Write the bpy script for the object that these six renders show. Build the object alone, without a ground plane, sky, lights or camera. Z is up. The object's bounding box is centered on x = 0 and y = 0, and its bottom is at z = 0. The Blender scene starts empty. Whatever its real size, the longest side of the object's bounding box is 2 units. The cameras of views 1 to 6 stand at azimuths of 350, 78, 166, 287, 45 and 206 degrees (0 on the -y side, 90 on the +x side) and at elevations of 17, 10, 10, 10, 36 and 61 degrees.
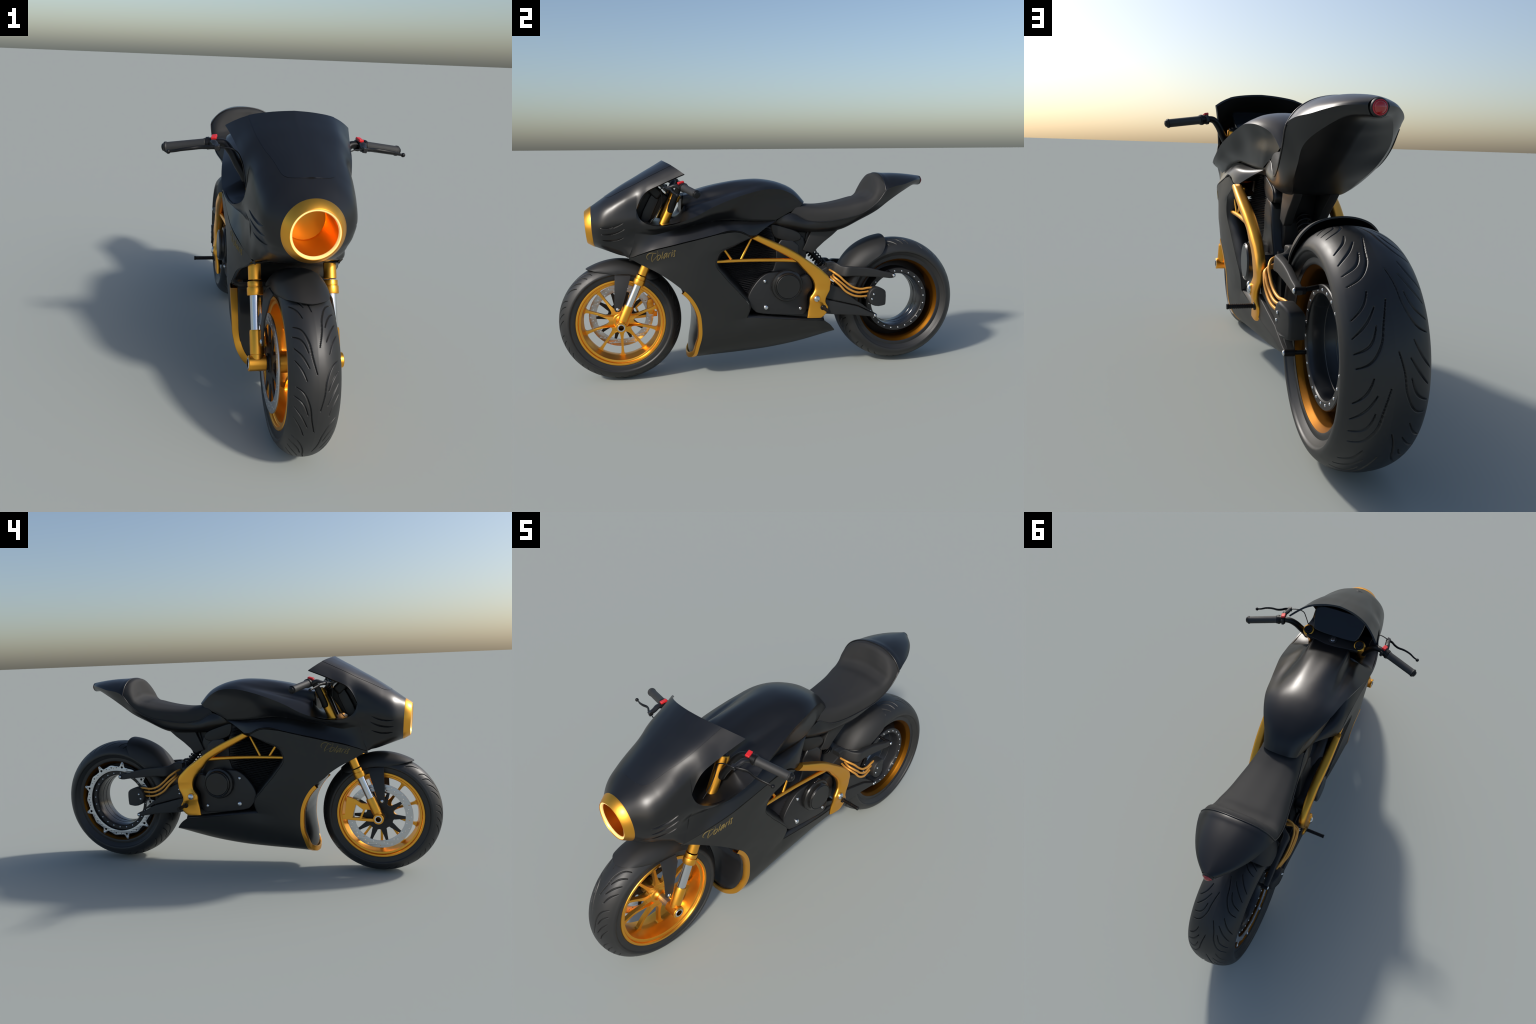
# Black and gold hubless-wheel racing motorcycle, built part by part.
# Frame: metres, z up, front of the bike towards -y, symmetric about x = 0.
import bpy, bmesh, math
import numpy as np
from mathutils import Vector
from mathutils.bvhtree import BVHTree

rad = math.radians
SC = bpy.context.scene.collection

# ------------------------------------------------------------------ materials
def srgb(r, g, b):
    f = lambda c: (c / 255) / 12.92 if c / 255 <= 0.04045 else ((c / 255 + 0.055) / 1.055) ** 2.4
    return (f(r), f(g), f(b))

def make_mat(name, col, rough=0.4, metal=0.0, coat=0.0, coat_rough=0.1, spec=0.5, grain=0.0,
             grain_scale=300.0, bump=0.0, bump_scale=900.0, emit=0.0, trans=0.0, vary=0.0):
    m = bpy.data.materials.new(name)
    m.use_nodes = True
    nt = m.node_tree
    b = nt.nodes["Principled BSDF"]
    b.inputs["Base Color"].default_value = (*col, 1)
    b.inputs["Roughness"].default_value = rough
    b.inputs["Metallic"].default_value = metal
    b.inputs["Coat Weight"].default_value = coat
    b.inputs["Coat Roughness"].default_value = coat_rough
    b.inputs["Specular IOR Level"].default_value = spec
    b.inputs["Transmission Weight"].default_value = trans
    if emit:
        b.inputs["Emission Color"].default_value = (*col, 1)
        b.inputs["Emission Strength"].default_value = emit
    tc = nt.nodes.new("ShaderNodeTexCoord")
    if grain:
        # faint brushed / cast unevenness of roughness and colour
        n = nt.nodes.new("ShaderNodeTexNoise")
        n.inputs["Scale"].default_value = grain_scale
        n.inputs["Detail"].default_value = 3
        nt.links.new(tc.outputs["Object"], n.inputs["Vector"])
        mr = nt.nodes.new("ShaderNodeMapRange")
        mr.inputs["To Min"].default_value = rough - grain
        mr.inputs["To Max"].default_value = rough + grain
        nt.links.new(n.outputs["Fac"], mr.inputs["Value"])
        nt.links.new(mr.outputs["Result"], b.inputs["Roughness"])
    if vary:
        n2 = nt.nodes.new("ShaderNodeTexNoise")
        n2.inputs["Scale"].default_value = grain_scale * 0.2
        nt.links.new(tc.outputs["Object"], n2.inputs["Vector"])
        mx = nt.nodes.new("ShaderNodeMix")
        mx.data_type = "RGBA"
        mx.inputs["A"].default_value = (*[c * (1 - vary) for c in col], 1)
        mx.inputs["B"].default_value = (*[min(1, c * (1 + vary)) for c in col], 1)
        nt.links.new(n2.outputs["Fac"], mx.inputs["Factor"])
        nt.links.new(mx.outputs["Result"], b.inputs["Base Color"])
    if bump:
        n3 = nt.nodes.new("ShaderNodeTexNoise")
        n3.inputs["Scale"].default_value = bump_scale
        n3.inputs["Detail"].default_value = 2
        nt.links.new(tc.outputs["Object"], n3.inputs["Vector"])
        bp = nt.nodes.new("ShaderNodeBump")
        bp.inputs["Strength"].default_value = bump
        bp.inputs["Distance"].default_value = 0.0006
        nt.links.new(n3.outputs["Fac"], bp.inputs["Height"])
        nt.links.new(bp.outputs["Normal"], b.inputs["Normal"])
    return m

M_BODY = make_mat("satin_black_paint", (0.007, 0.007, 0.0075), rough=0.33, grain=0.015, grain_scale=60)
M_LOWER = make_mat("matt_black_paint", (0.013, 0.013, 0.012), rough=0.48, grain=0.02, grain_scale=80)
M_DUCT = make_mat("duct_black", (0.012, 0.012, 0.013), rough=0.24)
M_SCREEN = make_mat("tinted_screen", (0.007, 0.008, 0.010), rough=0.30)
M_LINING = make_mat("fairing_lining", (0.10, 0.10, 0.10), rough=0.42, metal=0.75)
M_DARK = make_mat("black_plastic", (0.006, 0.006, 0.006), rough=0.5, grain=0.03)
M_ENGINE = make_mat("engine_black", (0.011, 0.011, 0.012), rough=0.42, grain=0.04, grain_scale=200)
M_FIN = make_mat("fin_black", (0.020, 0.020, 0.022), rough=0.36)
M_COVER = make_mat("gloss_black_cover", (0.010, 0.010, 0.010), rough=0.28)
M_SEAT = make_mat("seat_leather", (0.021, 0.021, 0.021), rough=0.72, spec=0.35, bump=0.10, bump_scale=1400)
M_TYRE = make_mat("tyre_rubber", (0.017, 0.017, 0.017), rough=0.45, grain=0.05, grain_scale=40, vary=0.1)
M_ARM = make_mat("swingarm_black", (0.014, 0.014, 0.014), rough=0.58)
M_GOLD = make_mat("gold_anodised", (0.93, 0.44, 0.055), rough=0.36, metal=1.0, grain=0.02, grain_scale=150)
M_GOLD2 = make_mat("gold_lamp_bowl", (0.93, 0.40, 0.05), rough=0.30, metal=1.0)
M_DARK_BROWN = make_mat("dark_brown_rim_band", (0.17, 0.066, 0.006), rough=0.5, metal=1.0)  # base colour lowered in steps to match the dark brown look of the band
M_HOSE = make_mat("orange_hose", (0.72, 0.33, 0.055), rough=0.45, metal=0.35)
M_CHROME = make_mat("polished_steel", (0.72, 0.73, 0.75), rough=0.16, metal=1.0)
M_DISC = make_mat("brushed_steel", (0.60, 0.61, 0.62), rough=0.34, metal=1.0, grain=0.06, grain_scale=500)
M_BOLT = make_mat("bolt_steel", (0.62, 0.64, 0.66), rough=0.2, metal=1.0)
M_RUBBER = make_mat("grip_rubber", (0.026, 0.026, 0.026), rough=0.6, bump=0.2)
M_BAR = make_mat("bar_black", (0.004, 0.004, 0.0045), rough=0.42, spec=0.3)
M_RED = make_mat("red_switch", (0.62, 0.018, 0.022), rough=0.4)
M_LENS = make_mat("red_lens", (0.42, 0.012, 0.010), rough=0.12, coat=0.6, spec=0.6)
M_LENSRIM = make_mat("red_lens_rim", (0.50, 0.02, 0.035), rough=0.25)
M_LAMP = make_mat("warm_lamp_ring", (1.0, 0.66, 0.24), rough=0.3, emit=0.38)
M_TEXT = make_mat("gold_lettering", (0.16, 0.115, 0.03), rough=0.5)
M_DASH = make_mat("dash_glass", (0.010, 0.012, 0.015), rough=0.12)
M_TUBE = make_mat("hub_tube_black", (0.02, 0.021, 0.023), rough=0.22)
M_WHITE = make_mat("white_strip", (0.85, 0.85, 0.85), rough=0.3)

# ------------------------------------------------------------------ helpers
def empty(name):
    o = bpy.data.objects.new(name, None)
    SC.objects.link(o)
    return o

BIKE = empty("motorcycle")
BIKE["label"] = "matt black racing motorcycle with gold wheels and frame"
BIKE["category"] = "motorcycle"

def add(name, me, mat, parent=None, sharp=40, stuff=False):
    if mat is not None and len(me.materials) == 0:
        me.materials.append(mat)
    o = bpy.data.objects.new(name, me)
    SC.objects.link(o)
    o.parent = parent if parent is not None else BIKE
    if sharp is not None:
        me.polygons.foreach_set("use_smooth", [True] * len(me.polygons))
        me.set_sharp_from_angle(angle=rad(sharp))
    if stuff:
        o["kind"] = "stuff"
    return o

def mesh(name, verts, faces, weld=None, fix=True):
    me = bpy.data.meshes.new(name)
    me.from_pydata([tuple(map(float, v)) for v in verts], [], [tuple(map(int, f)) for f in faces])
    bm = bmesh.new()
    bm.from_mesh(me)
    if weld:
        bmesh.ops.remove_doubles(bm, verts=bm.verts, dist=weld)
    if fix:
        bmesh.ops.recalc_face_normals(bm, faces=bm.faces)
    bm.to_mesh(me)
    bm.free()
    me.update()
    return me

def join_parts(parts):
    V, F, n = [], [], 0
    for v, f in parts:
        v = np.asarray(v, float)
        V.append(v)
        F += [tuple(i + n for i in q) for q in f]
        n += len(v)
    return np.vstack(V), F

def mirrored(o, parent=None):
    """the same part on the other side of the bike (shared mesh)"""
    c = o.copy()
    c.scale.x = -1
    c.parent = parent if parent is not None else o.parent
    SC.objects.link(c)
    return c

def spline(P, sub):
    """smooth interpolating curve, `sub` samples per segment (Bessel tangents)"""
    P = np.asarray(P, float)
    n = len(P)
    if n == 2:
        t = np.linspace(0, 1, sub + 1)[:, None]
        return P[0] * (1 - t) + P[1] * t
    h = np.maximum(np.linalg.norm(np.diff(P, axis=0), axis=1), 1e-6)
    d = np.diff(P, axis=0) / h[:, None]
    m = np.zeros_like(P)
    for i in range(1, n - 1):
        m[i] = (h[i - 1] * d[i] + h[i] * d[i - 1]) / (h[i - 1] + h[i])
    m[0] = 1.5 * d[0] - 0.5 * m[1]
    m[-1] = 1.5 * d[-1] - 0.5 * m[-2]
    out = []
    for i in range(n - 1):
        t = np.linspace(0, 1, sub + 1)[: (None if i == n - 2 else -1), None]
        out.append((2*t**3 - 3*t**2 + 1) * P[i] + (t**3 - 2*t**2 + t) * h[i] * m[i]
                   + (-2*t**3 + 3*t**2) * P[i + 1] + (t**3 - t**2) * h[i] * m[i + 1])
    return np.vstack(out)

def spline_closed(P, sub):
    P = np.asarray(P, float)
    k = 3
    Q = np.vstack([P[-k:], P, P[:k + 1]])
    S = spline(Q, sub)
    return S[k * sub: k * sub + len(P) * sub]

def grid_faces(nv, nu, close_v=False, close_u=False):
    F = []
    for j in range(nv if close_v else nv - 1):
        for i in range(nu if close_u else nu - 1):
            a, b = j * nu + i, j * nu + (i + 1) % nu
            c, d = ((j + 1) % nv) * nu + (i + 1) % nu, ((j + 1) % nv) * nu + i
            F.append((a, b, c, d))
    return F

MX = np.array([-1.0, 1, 1])

def across(rows, sub, mirror_all=False):
    """rows: list of (U,3) sampled curves; interpolate across them"""
    A = np.stack(rows)                    # (R,U,3)
    if mirror_all:                        # rows[0] is the centre line
        A = np.concatenate([A[:0:-1] * MX, A])
    return np.stack([spline(A[:, u], sub) for u in range(A.shape[1])], axis=1)

def surf(G, close_v=False):
    nv, nu = G.shape[:2]
    return G.reshape(-1, 3), grid_faces(nv, nu, close_v)

def frames(path):
    path = np.asarray(path, float)
    T = np.gradient(path, axis=0)
    T /= np.linalg.norm(T, axis=1)[:, None]
    up = np.array([0, 0, 1.0]) if abs(T[0][2]) < 0.9 else np.array([1.0, 0, 0])
    N = np.zeros_like(path)
    n = np.cross(T[0], np.cross(up, T[0]))
    for i in range(len(path)):
        n = n - T[i] * (n @ T[i])
        n /= np.linalg.norm(n)
        N[i] = n
    return T, N, np.cross(T, N)

def tube(path, r, seg=16, caps=True, flat=1.0):
    path = np.asarray(path, float)
    r = np.broadcast_to(np.asarray(r, float), (len(path),))
    T, N, B = frames(path)
    a = np.linspace(0, 2 * np.pi, seg, endpoint=False)
    ring = path[:, None] + r[:, None, None] * (np.cos(a)[None, :, None] * N[:, None] + flat * np.sin(a)[None, :, None] * B[:, None])
    V = ring.reshape(-1, 3)
    F = []
    for j in range(len(path) - 1):
        for i in range(seg):
            F.append((j*seg+i, j*seg+(i+1) % seg, (j+1)*seg+(i+1) % seg, (j+1)*seg+i))
    if caps:
        F.append(tuple(range(seg))[::-1])
        F.append(tuple(len(V) - seg + i for i in range(seg)))
    return V, F

def revolve(profile, centre, axis, seg=64, closed=False):
    """profile: list of (radius, position along axis)"""
    axis = np.array(axis, float) / np.linalg.norm(axis)
    e1 = np.cross(axis, [0, 0, 1.0] if abs(axis[2]) < 0.9 else [0, 1.0, 0])
    e1 /= np.linalg.norm(e1)
    e2 = np.cross(axis, e1)
    a = np.linspace(0, 2 * np.pi, seg, endpoint=False)
    ring = np.cos(a)[:, None] * e1 + np.sin(a)[:, None] * e2
    V = np.concatenate([np.asarray(centre, float) + r * ring + s * axis for r, s in profile])
    return V, grid_faces(len(profile), seg, close_v=closed, close_u=True)

def rod(p, q, r, seg=16, round_end=0.0):
    p, q = np.array(p, float), np.array(q, float)
    L = np.linalg.norm(q - p)
    k = round_end or min(r * 0.15, L * 0.2)
    prof = [(0.0001, 0), (r - k, 0), (r, k), (r, L - k), (r - k, L), (0.0001, L)]
    return revolve(prof, p, q - p, seg)

def dome(p, axis, r, h, seg=20, n=6):
    prof = [(r, -h * 0.6), (r, 0)] + [(max(r * math.cos(t), 1e-4), h * math.sin(t)) for t in np.linspace(0.15, math.pi / 2, n)]
    return revolve(prof, p, axis, seg)

def chaikin(P, n=2, k=0.25):
    P = np.asarray(P, float)
    for _ in range(n):
        Q = np.roll(P, -1, axis=0)
        P = np.stack([P * (1 - k) + Q * k, P * k + Q * (1 - k)], axis=1).reshape(-1, P.shape[1])
    return P

def plate(name, outlines, thick, bevel=0.0, bres=2):
    """extruded flat shape with holes: 2D outlines -> mesh in local (a,b), thickness along c (centred)"""
    cu = bpy.data.curves.new(name, "CURVE")
    cu.dimensions = "2D"
    cu.fill_mode = "BOTH"
    cu.extrude = max(thick / 2 - bevel, 1e-5)
    cu.bevel_depth = bevel
    cu.bevel_resolution = bres
    cu.offset = -bevel
    for P in outlines:
        s = cu.splines.new("POLY")
        s.points.add(len(P) - 1)
        s.use_cyclic_u = True
        for p, q in zip(s.points, P):
            p.co = (float(q[0]), float(q[1]), 0, 1)
    o = bpy.data.objects.new(name, cu)
    SC.objects.link(o)
    me = bpy.data.meshes.new_from_object(o.evaluated_get(bpy.context.evaluated_depsgraph_get()))
    bpy.data.objects.remove(o)
    bpy.data.curves.remove(cu)
    me.name = name
    return me

def to_yz(me, x, fx=None):
    """map plate coords (a,b,c) -> (x + c, a, b); fx(y) adds a sideways shear"""
    v = np.empty(len(me.vertices) * 3)
    me.vertices.foreach_get("co", v)
    v = v.reshape(-1, 3)
    w = np.stack([x + v[:, 2], v[:, 0], v[:, 1]], axis=1)
    if fx is not None:
        w[:, 0] += fx(w[:, 1], w[:, 2])
    me.vertices.foreach_set("co", w.ravel())
    bm = bmesh.new()
    bm.from_mesh(me)
    bmesh.ops.remove_doubles(bm, verts=bm.verts, dist=1e-6)
    bmesh.ops.recalc_face_normals(bm, faces=bm.faces)
    bm.to_mesh(me)
    bm.free()
    me.update()
    return me

def yz_plate(name, outlines, x0, x1, mat, parent=None, bevel=0.002, fx=None, sharp=35):
    me = to_yz(plate(name, outlines, abs(x1 - x0), bevel), (x0 + x1) / 2, fx)
    return add(name, me, mat, parent, sharp)

def circle(c, r, n=24):
    t = np.linspace(0, 2 * np.pi, n, endpoint=False)
    return np.stack([c[0] + r * np.cos(t), c[1] + r * np.sin(t)], axis=1)

def box(c, size, rot=None):
    s = np.array(size) / 2
    V = np.array([[x, y, z] for x in (-1, 1) for y in (-1, 1) for z in (-1, 1)]) * s
    if rot is not None:
        V = V @ np.asarray(rot).T
    V = V + np.array(c)
    F = [(0, 1, 3, 2), (4, 6, 7, 5), (0, 4, 5, 1), (2, 3, 7, 6), (0, 2, 6, 4), (1, 5, 7, 3)]
    return V, F

def bevelled(o, w, seg=2):
    m = o.modifiers.new("Bevel", "BEVEL")
    m.width = w
    m.segments = seg
    m.limit_method = "ANGLE"
    m.angle_limit = rad(35)
    return o

def part(name, vf, mat, parent=None, sharp=40, weld=None, stuff=False):
    return add(name, mesh(name, vf[0], vf[1], weld), mat, parent, sharp, stuff)

BOLT_ME = {}
def bolt(p, axis, r, parent, h=None):
    """round-headed screw; repeats of one size share a mesh"""
    k = round(r, 4)
    if k not in BOLT_ME:
        v, f = dome((0, 0, 0), (1, 0, 0), r, (h or r * 0.6), 14, 4)
        me = mesh("bolt", v, f)
        me.materials.append(M_BOLT)
        me.polygons.foreach_set("use_smooth", [True] * len(me.polygons))
        me.set_sharp_from_angle(angle=rad(45))
        BOLT_ME[k] = me
    o = bpy.data.objects.new("bolt", BOLT_ME[k])
    SC.objects.link(o)
    o.parent = parent
    o.location = p
    o.rotation_mode = "QUATERNION"
    o.rotation_quaternion = Vector((1, 0, 0)).rotation_difference(Vector(axis))
    return o

# ================================================================== FAIRING AND TANK
SUB = 10
SUBN = 38          # nose is sampled finer, it carries the vents

# --- nose sections, half rows from top centre (0) to bottom centre (10) -----
def ring_pt(deg):
    a = rad(deg)
    r = 0.0935
    return (r * math.sin(a), -0.8245 - 0.0055 * math.cos(a), 0.7445 + 0.0925 * math.cos(a))

ANG = [0, 20, 42, 66, 88, 100, 110, 121, 135, 150, 165, 180]
S0 = [ring_pt(a) for a in ANG]
S1 = [(0, -.780, .872), (.040, -.780, .869), (.078, -.780, .856), (.116, -.780, .823), (.136, -.780, .777), (.138, -.780, .750), (.134, -.780, .730),
      (.126, -.780, .706), (.106, -.781, .673), (.072, -.785, .652), (.036, -.788, .644), (0, -.790, .642)]
S2 = [(0, -.730, .906), (.045, -.730, .902), (.082, -.728, .890), (.132, -.728, .851), (.151, -.730, .796), (.153, -.730, .763), (.148, -.730, .737),
      (.138, -.730, .706), (.120, -.733, .660), (.080, -.740, .633), (.040, -.745, .628), (0, -.748, .627)]
S3 = [(0, -.680, .938), (.050, -.679, .934), (.095, -.675, .918), (.142, -.675, .877), (.159, -.678, .815), (.163, -.680, .774), (.158, -.680, .744),
      (.148, -.683, .706), (.133, -.692, .645), (.088, -.700, .618), (.044, -.704, .615), (0, -.706, .614)]
S4 = [(0, -.620, .973), (.056, -.619, .968), (.114, -.620, .945), (.150, -.618, .902), (.163, -.622, .832), (.170, -.626, .785), (.166, -.628, .757),
      (.151, -.631, .724), (.144, -.663, .6150), (.090, -.664, .608), (.045, -.664, .606), (0, -.664, .606)]
# (row 7 is the valley on the flank; row 8 the lower panel edge)
S4.insert(8, (.149, -.643, .668)); S3.insert(8, (.141, -.688, .674)); S2.insert(8, (.129, -.731, .682))
S1.insert(8, (.116, -.780, .689)); S0.insert(8, ring_pt(128))
NOSE = [S0, S1, S2, S3, S4]
R_F, R_V, R_P = 4, 7, 9           # opening row, valley row, panel row
# --- visor (rear of the screen) for rows 0..4 -------------------------------
V1 = [(0, -.578, .998), (.062, -.574, .994), (.128, -.565, .975), (.160, -.570, .938), (.1725, -.583, .905)]
V2 = [(0, -.534, 1.023), (.068, -.527, 1.018), (.135, -.512, 1.001), (.172, -.497, .972), (.186, -.508, .946)]
V3 = [(0, -.494, 1.047), (.073, -.484, 1.041), (.140, -.459, 1.027), (.180, -.432, 1.008), (.207, -.408, .990)]
# --- flank stations: rows F(crease), 5, 6, valley(7), bulge(8), panel(9) -----
T = [
 [(.170, -.605, .788), (.173, -.603, .764), (.167, -.600, .744), (.151, -.600, .722), (.154, -.610, .678), (.161, -.616, .629)],
 [(.190, -.556, .762), (.184, -.556, .748), (.166, -.556, .732), (.152, -.556, .715), (.159, -.556, .684), (.1745, -.557, .649)],
 [(.202, -.500, .760), (.193, -.500, .750), (.170, -.500, .738), (.153, -.500, .724), (.164, -.500, .694), (.1825, -.500, .662)],
 [(.208, -.448, .768), (.197, -.448, .757), (.172, -.449, .747), (.150, -.450, .735), (.169, -.450, .704), (.187, -.450, .673)],
 [(.210, -.410, .780), (.199, -.410, .766), (.172, -.410, .755), (.147, -.410, .743), (.170, -.410, .713), (.187, -.410, .682)],
 [(.2095, -.372, .794), (.199, -.371, .777), (.171, -.370, .764), (.146, -.370, .751), (.170, -.370, .721), (.187, -.370, .690)],
 [(.200, -.280, .838), (.186, -.280, .808), (.160, -.280, .785), (.140, -.280, .768), (.169, -.280, .739), (.1855, -.280, .709)],
 [(.185, -.200, .868), (.167, -.200, .822), (.145, -.200, .793), (.133, -.200, .776), (.166, -.195, .751), (.1835, -.195, .727)],
 [(.170, -.120, .892), (.146, -.120, .845), (.134, -.122, .805), (.125, -.130, .771), (.166, -.140, .749), (.180, -.146, .720)],
 [(.152, -.020, .911), (.133, -.022, .868), (.124, -.030, .815), (.1155, -.045, .766), (.152, -.075, .741), (.1765, -.104, .700)],
 [(.121, .065, .904), (.111, .062, .880), (.113, .038, .818), (.108, .005, .764), (.130, -.030, .742), (.170, -.081, .697)],
 [(.091, .125, .876), (.091, .118, .855), (.100, .088, .808), (.1030, .030, .763), (.095, .041, .755), (.150, -.052, .707)],
 [(.076, .174, .831), (.079, .163, .822), (.090, .105, .794), (.1015, .041, .7635)],
]
STRIP_END = [(.098, .036, .7555), (.130, -.018, .730), (.165, -.073, .6985)]

# rows sampled lengthwise
def nose_row(r):
    return [s[r] for s in NOSE]
nose_u = []
for r in range(13):
    full = nose_row(r)
    if r < R_F:
        full = full + [V1[r], V2[r], V3[r]]
    elif R_F < r <= R_P:
        full = full + [T[0][r - R_F], T[1][r - R_F]]
    nose_u.append(spline(full, SUBN)[:4 * SUBN + 1])
vis_u = [spline(nose_row(r) + [V1[r], V2[r], V3[r]], SUBN)[4 * SUBN:] for r in range(R_F)]
vis_u.append(spline([S4[R_F], V1[R_F], V2[R_F], V3[R_F]], SUBN))
def flank_row(k, stations):
    pts = [t[k] for t in stations]
    if k == 0:
        return spline([S4[R_F]] + pts, SUB)
    return spline(nose_row(R_F + k)[2:] + pts, SUB)[2 * SUB:]
fl_u = [flank_row(k, T) for k in range(4)]                     # tank side, to the rear edge
st_T = T[:10]
strip_u = []
for k in range(3):
    kk = 3 + k
    pts = [np.array(t[kk]) for t in st_T]
    if k == 0:      # below the seam the strip's upper edge drops a hair under the tank
        for i, p in enumerate(pts):
            if i >= 7:
                pts[i] = p + np.array([-0.001, 0, -0.006 - 0.002 * (i - 7)])
    pts.append(np.array(STRIP_END[k]))
    strip_u.append(spline([np.array(p) for p in nose_row(R_F + kk)[2:]] + pts, SUB)[2 * SUB:])
# nose: closed loop of rows
AC = 22
loop = nose_u + [nose_u[i] * MX for i in range(11, 0, -1)]
A = np.stack(loop)
nose_G = np.stack([spline_closed(A[:, u], AC) for u in range(A.shape[1])], axis=1)

# louvres: three crescent slits per side, pressed into the nose
VENTS = [((-.783, .750), (-.681, .773), .0125, .016), ((-.783, .721), (-.675, .746), .0135, .014), ((-.777, .693), (-.681, .706), .0115, .011)]
def vents(P):
    P = P.copy()
    y, z, x = P[..., 1], P[..., 2], P[..., 0]
    d = np.zeros(y.shape)
    for (y0, z0), (y1, z1), sag, ht in VENTS:
        s = (y - y0) / (y1 - y0)
        inside = (s > 0) & (s < 1)
        env = np.where(inside, np.clip(4 * s * (1 - s), 0, 1), 0)
        low = z0 + (z1 - z0) * s - sag * env            # sharp lower lip
        top = low + ht * np.sqrt(env) + 1e-6
        h = (z - low) / (top - low)
        prof = np.where((h > 0) & (h < 1), (1 - h) ** 1.6, 0) * (lambda q: q * q * (3 - 2 * q))(np.clip(h / 0.26, 0, 1))
        d = np.maximum(d, 0.0085 * prof * np.sqrt(env))
    P[..., 0] = x - np.sign(x) * d * (np.abs(x) > 0.06)
    return P
nose_G = vents(nose_G)
vis_G = across(vis_u, AC, True)
# tank top
def crease(i):                       # crease point at station index i of T
    return T[i][0]
TOP = {     # station: rows centre, mid, ridge, valley, shoulder (crease comes from T)
 4: [(0, -.403, .887), (.048, -.404, .887), (.087, -.407, .884), (.097, -.405, .842), (.150, -.410, .812)],
 5: [(0, -.372, .897), (.050, -.372, .896), (.090, -.371, .889), (.101, -.370, .858), (.152, -.370, .830)],
 6: [(0, -.280, .9235), (.053, -.280, .920), (.092, -.280, .902), (.111, -.280, .876), (.158, -.280, .861)],
 7: [(0, -.200, .940), (.055, -.200, .935), (.096, -.200, .913), (.121, -.200, .893), (.156, -.200, .883)],
 8: [(0, -.120, .951), (.055, -.120, .946), (.097, -.120, .930), (.126, -.120, .912), (.150, -.120, .902)],
 9: [(0, -.020, .953), (.050, -.020, .950), (.090, -.020, .942), (.116, -.020, .932), (.136, -.020, .922)],
 10: [(0, .065, .936), (.042, .065, .934), (.074, .065, .928), (.094, .065, .921), (.109, .065, .913)],
 11: [(0, .128, .907), (.032, .128, .906), (.056, .127, .901), (.071, .127, .893), (.082, .126, .885)],
 12: [(0, .192, .842), (.028, .191, .842), (.050, .188, .840), (.063, .183, .837), (.071, .178, .834)],
}
top_u = [spline([TOP[i][k] for i in range(4, 13)], SUB) for k in range(5)] + [fl_u[0][5 * SUB: 13 * SUB + 1]]
top_G = across(top_u, 8, True)
tside_G = across(fl_u, 10)
strip_G = across(strip_u, 12)
# cockpit floor, between the opening lips
FLOOR = {0: [(0, -.600, .775), (.06, -.600, .775), (.115, -.602, .778), (.150, -.604, .783)],
         1: [(0, -.556, .768), (.06, -.556, .768), (.12, -.556, .767), (.165, -.556, .764)],
         2: [(0, -.500, .770), (.06, -.500, .770), (.12, -.500, .766), (.175, -.500, .762)],
         3: [(0, -.448, .785), (.06, -.448, .785), (.115, -.448, .782), (.170, -.448, .772)],
         4: [(0, -.414, .800), (.06, -.413, .812), (.097, -.405, .842), (.150, -.410, .812)]}
floor_u = [spline([FLOOR[i][k] for i in range(5)], SUB) for k in range(4)] + [fl_u[0][SUB: 5 * SUB + 1]]
floor_G = across(floor_u, 8, True)
# blunt front of the tank tunnel
fw = [np.array(TOP[4][k]) for k in range(4)]
front_edge = top_G[:, 0]
fe = [p for p in front_edge if abs(p[0]) < 0.0975]
fe = np.array(fe)
bottom = np.stack([fe[:, 0] * 0.99, np.full(len(fe), -.418), np.full(len(fe), .790)], axis=1)
mid = fe * 0.5 + bottom * 0.5
mid[:, 1] -= 0.004
front_G = np.stack([fe, fe * 0.8 + mid * 0.2 + [0, -.0025, 0], mid, bottom], axis=0)

def shell(patches, thick, name, mats, keep_open=None):
    """weld patches into one skin, smooth it, add an inner skin and rims"""
    me = mesh(name, *join_parts([surf(p[0], p[1]) for p in patches]), weld=2e-5)
    return me

def make_shell(name, me, thick, mat_out, mat_in, sharp=50, parent=None, rim_mat=None):
    """give a welded open skin a thickness: outer + inner + edge strips"""
    bm = bmesh.new()
    bm.from_mesh(me)
    bm.normal_update()
    vs = list(bm.verts)
    V = np.array([v.co[:] for v in vs])
    N = np.array([v.normal[:] for v in vs])
    F = [[v.index for v in f.verts] for f in bm.faces]
    E = []
    for e in bm.edges:
        if e.is_boundary:
            l = e.link_loops[0]
            E.append((l.vert.index, l.link_loop_next.vert.index))
    bm.free()
    n = len(V)
    I = V - N * thick
    allV = np.vstack([V, I, V, I])
    faces = F + [[n + i for i in f[::-1]] for f in F] + [[2*n + b, 2*n + a, 3*n + a, 3*n + b] for a, b in E]
    idx = [0] * len(F) + [1] * len(F) + [2 if rim_mat else 0] * len(E)
    m2 = bpy.data.meshes.new(name)
    m2.from_pydata(allV.tolist(), [], faces)
    for m in (mat_out, mat_in) + ((rim_mat,) if rim_mat else ()):
        m2.materials.append(m)
    m2.polygons.foreach_set("material_index", idx)
    bm = bmesh.new()
    bm.from_mesh(m2)
    lone = [v for v in bm.verts if not v.link_faces]
    bmesh.ops.delete(bm, geom=lone, context="VERTS")
    bm.to_mesh(m2)
    bm.free()
    m2.update()
    return add(name, m2, None, parent, sharp)

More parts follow.
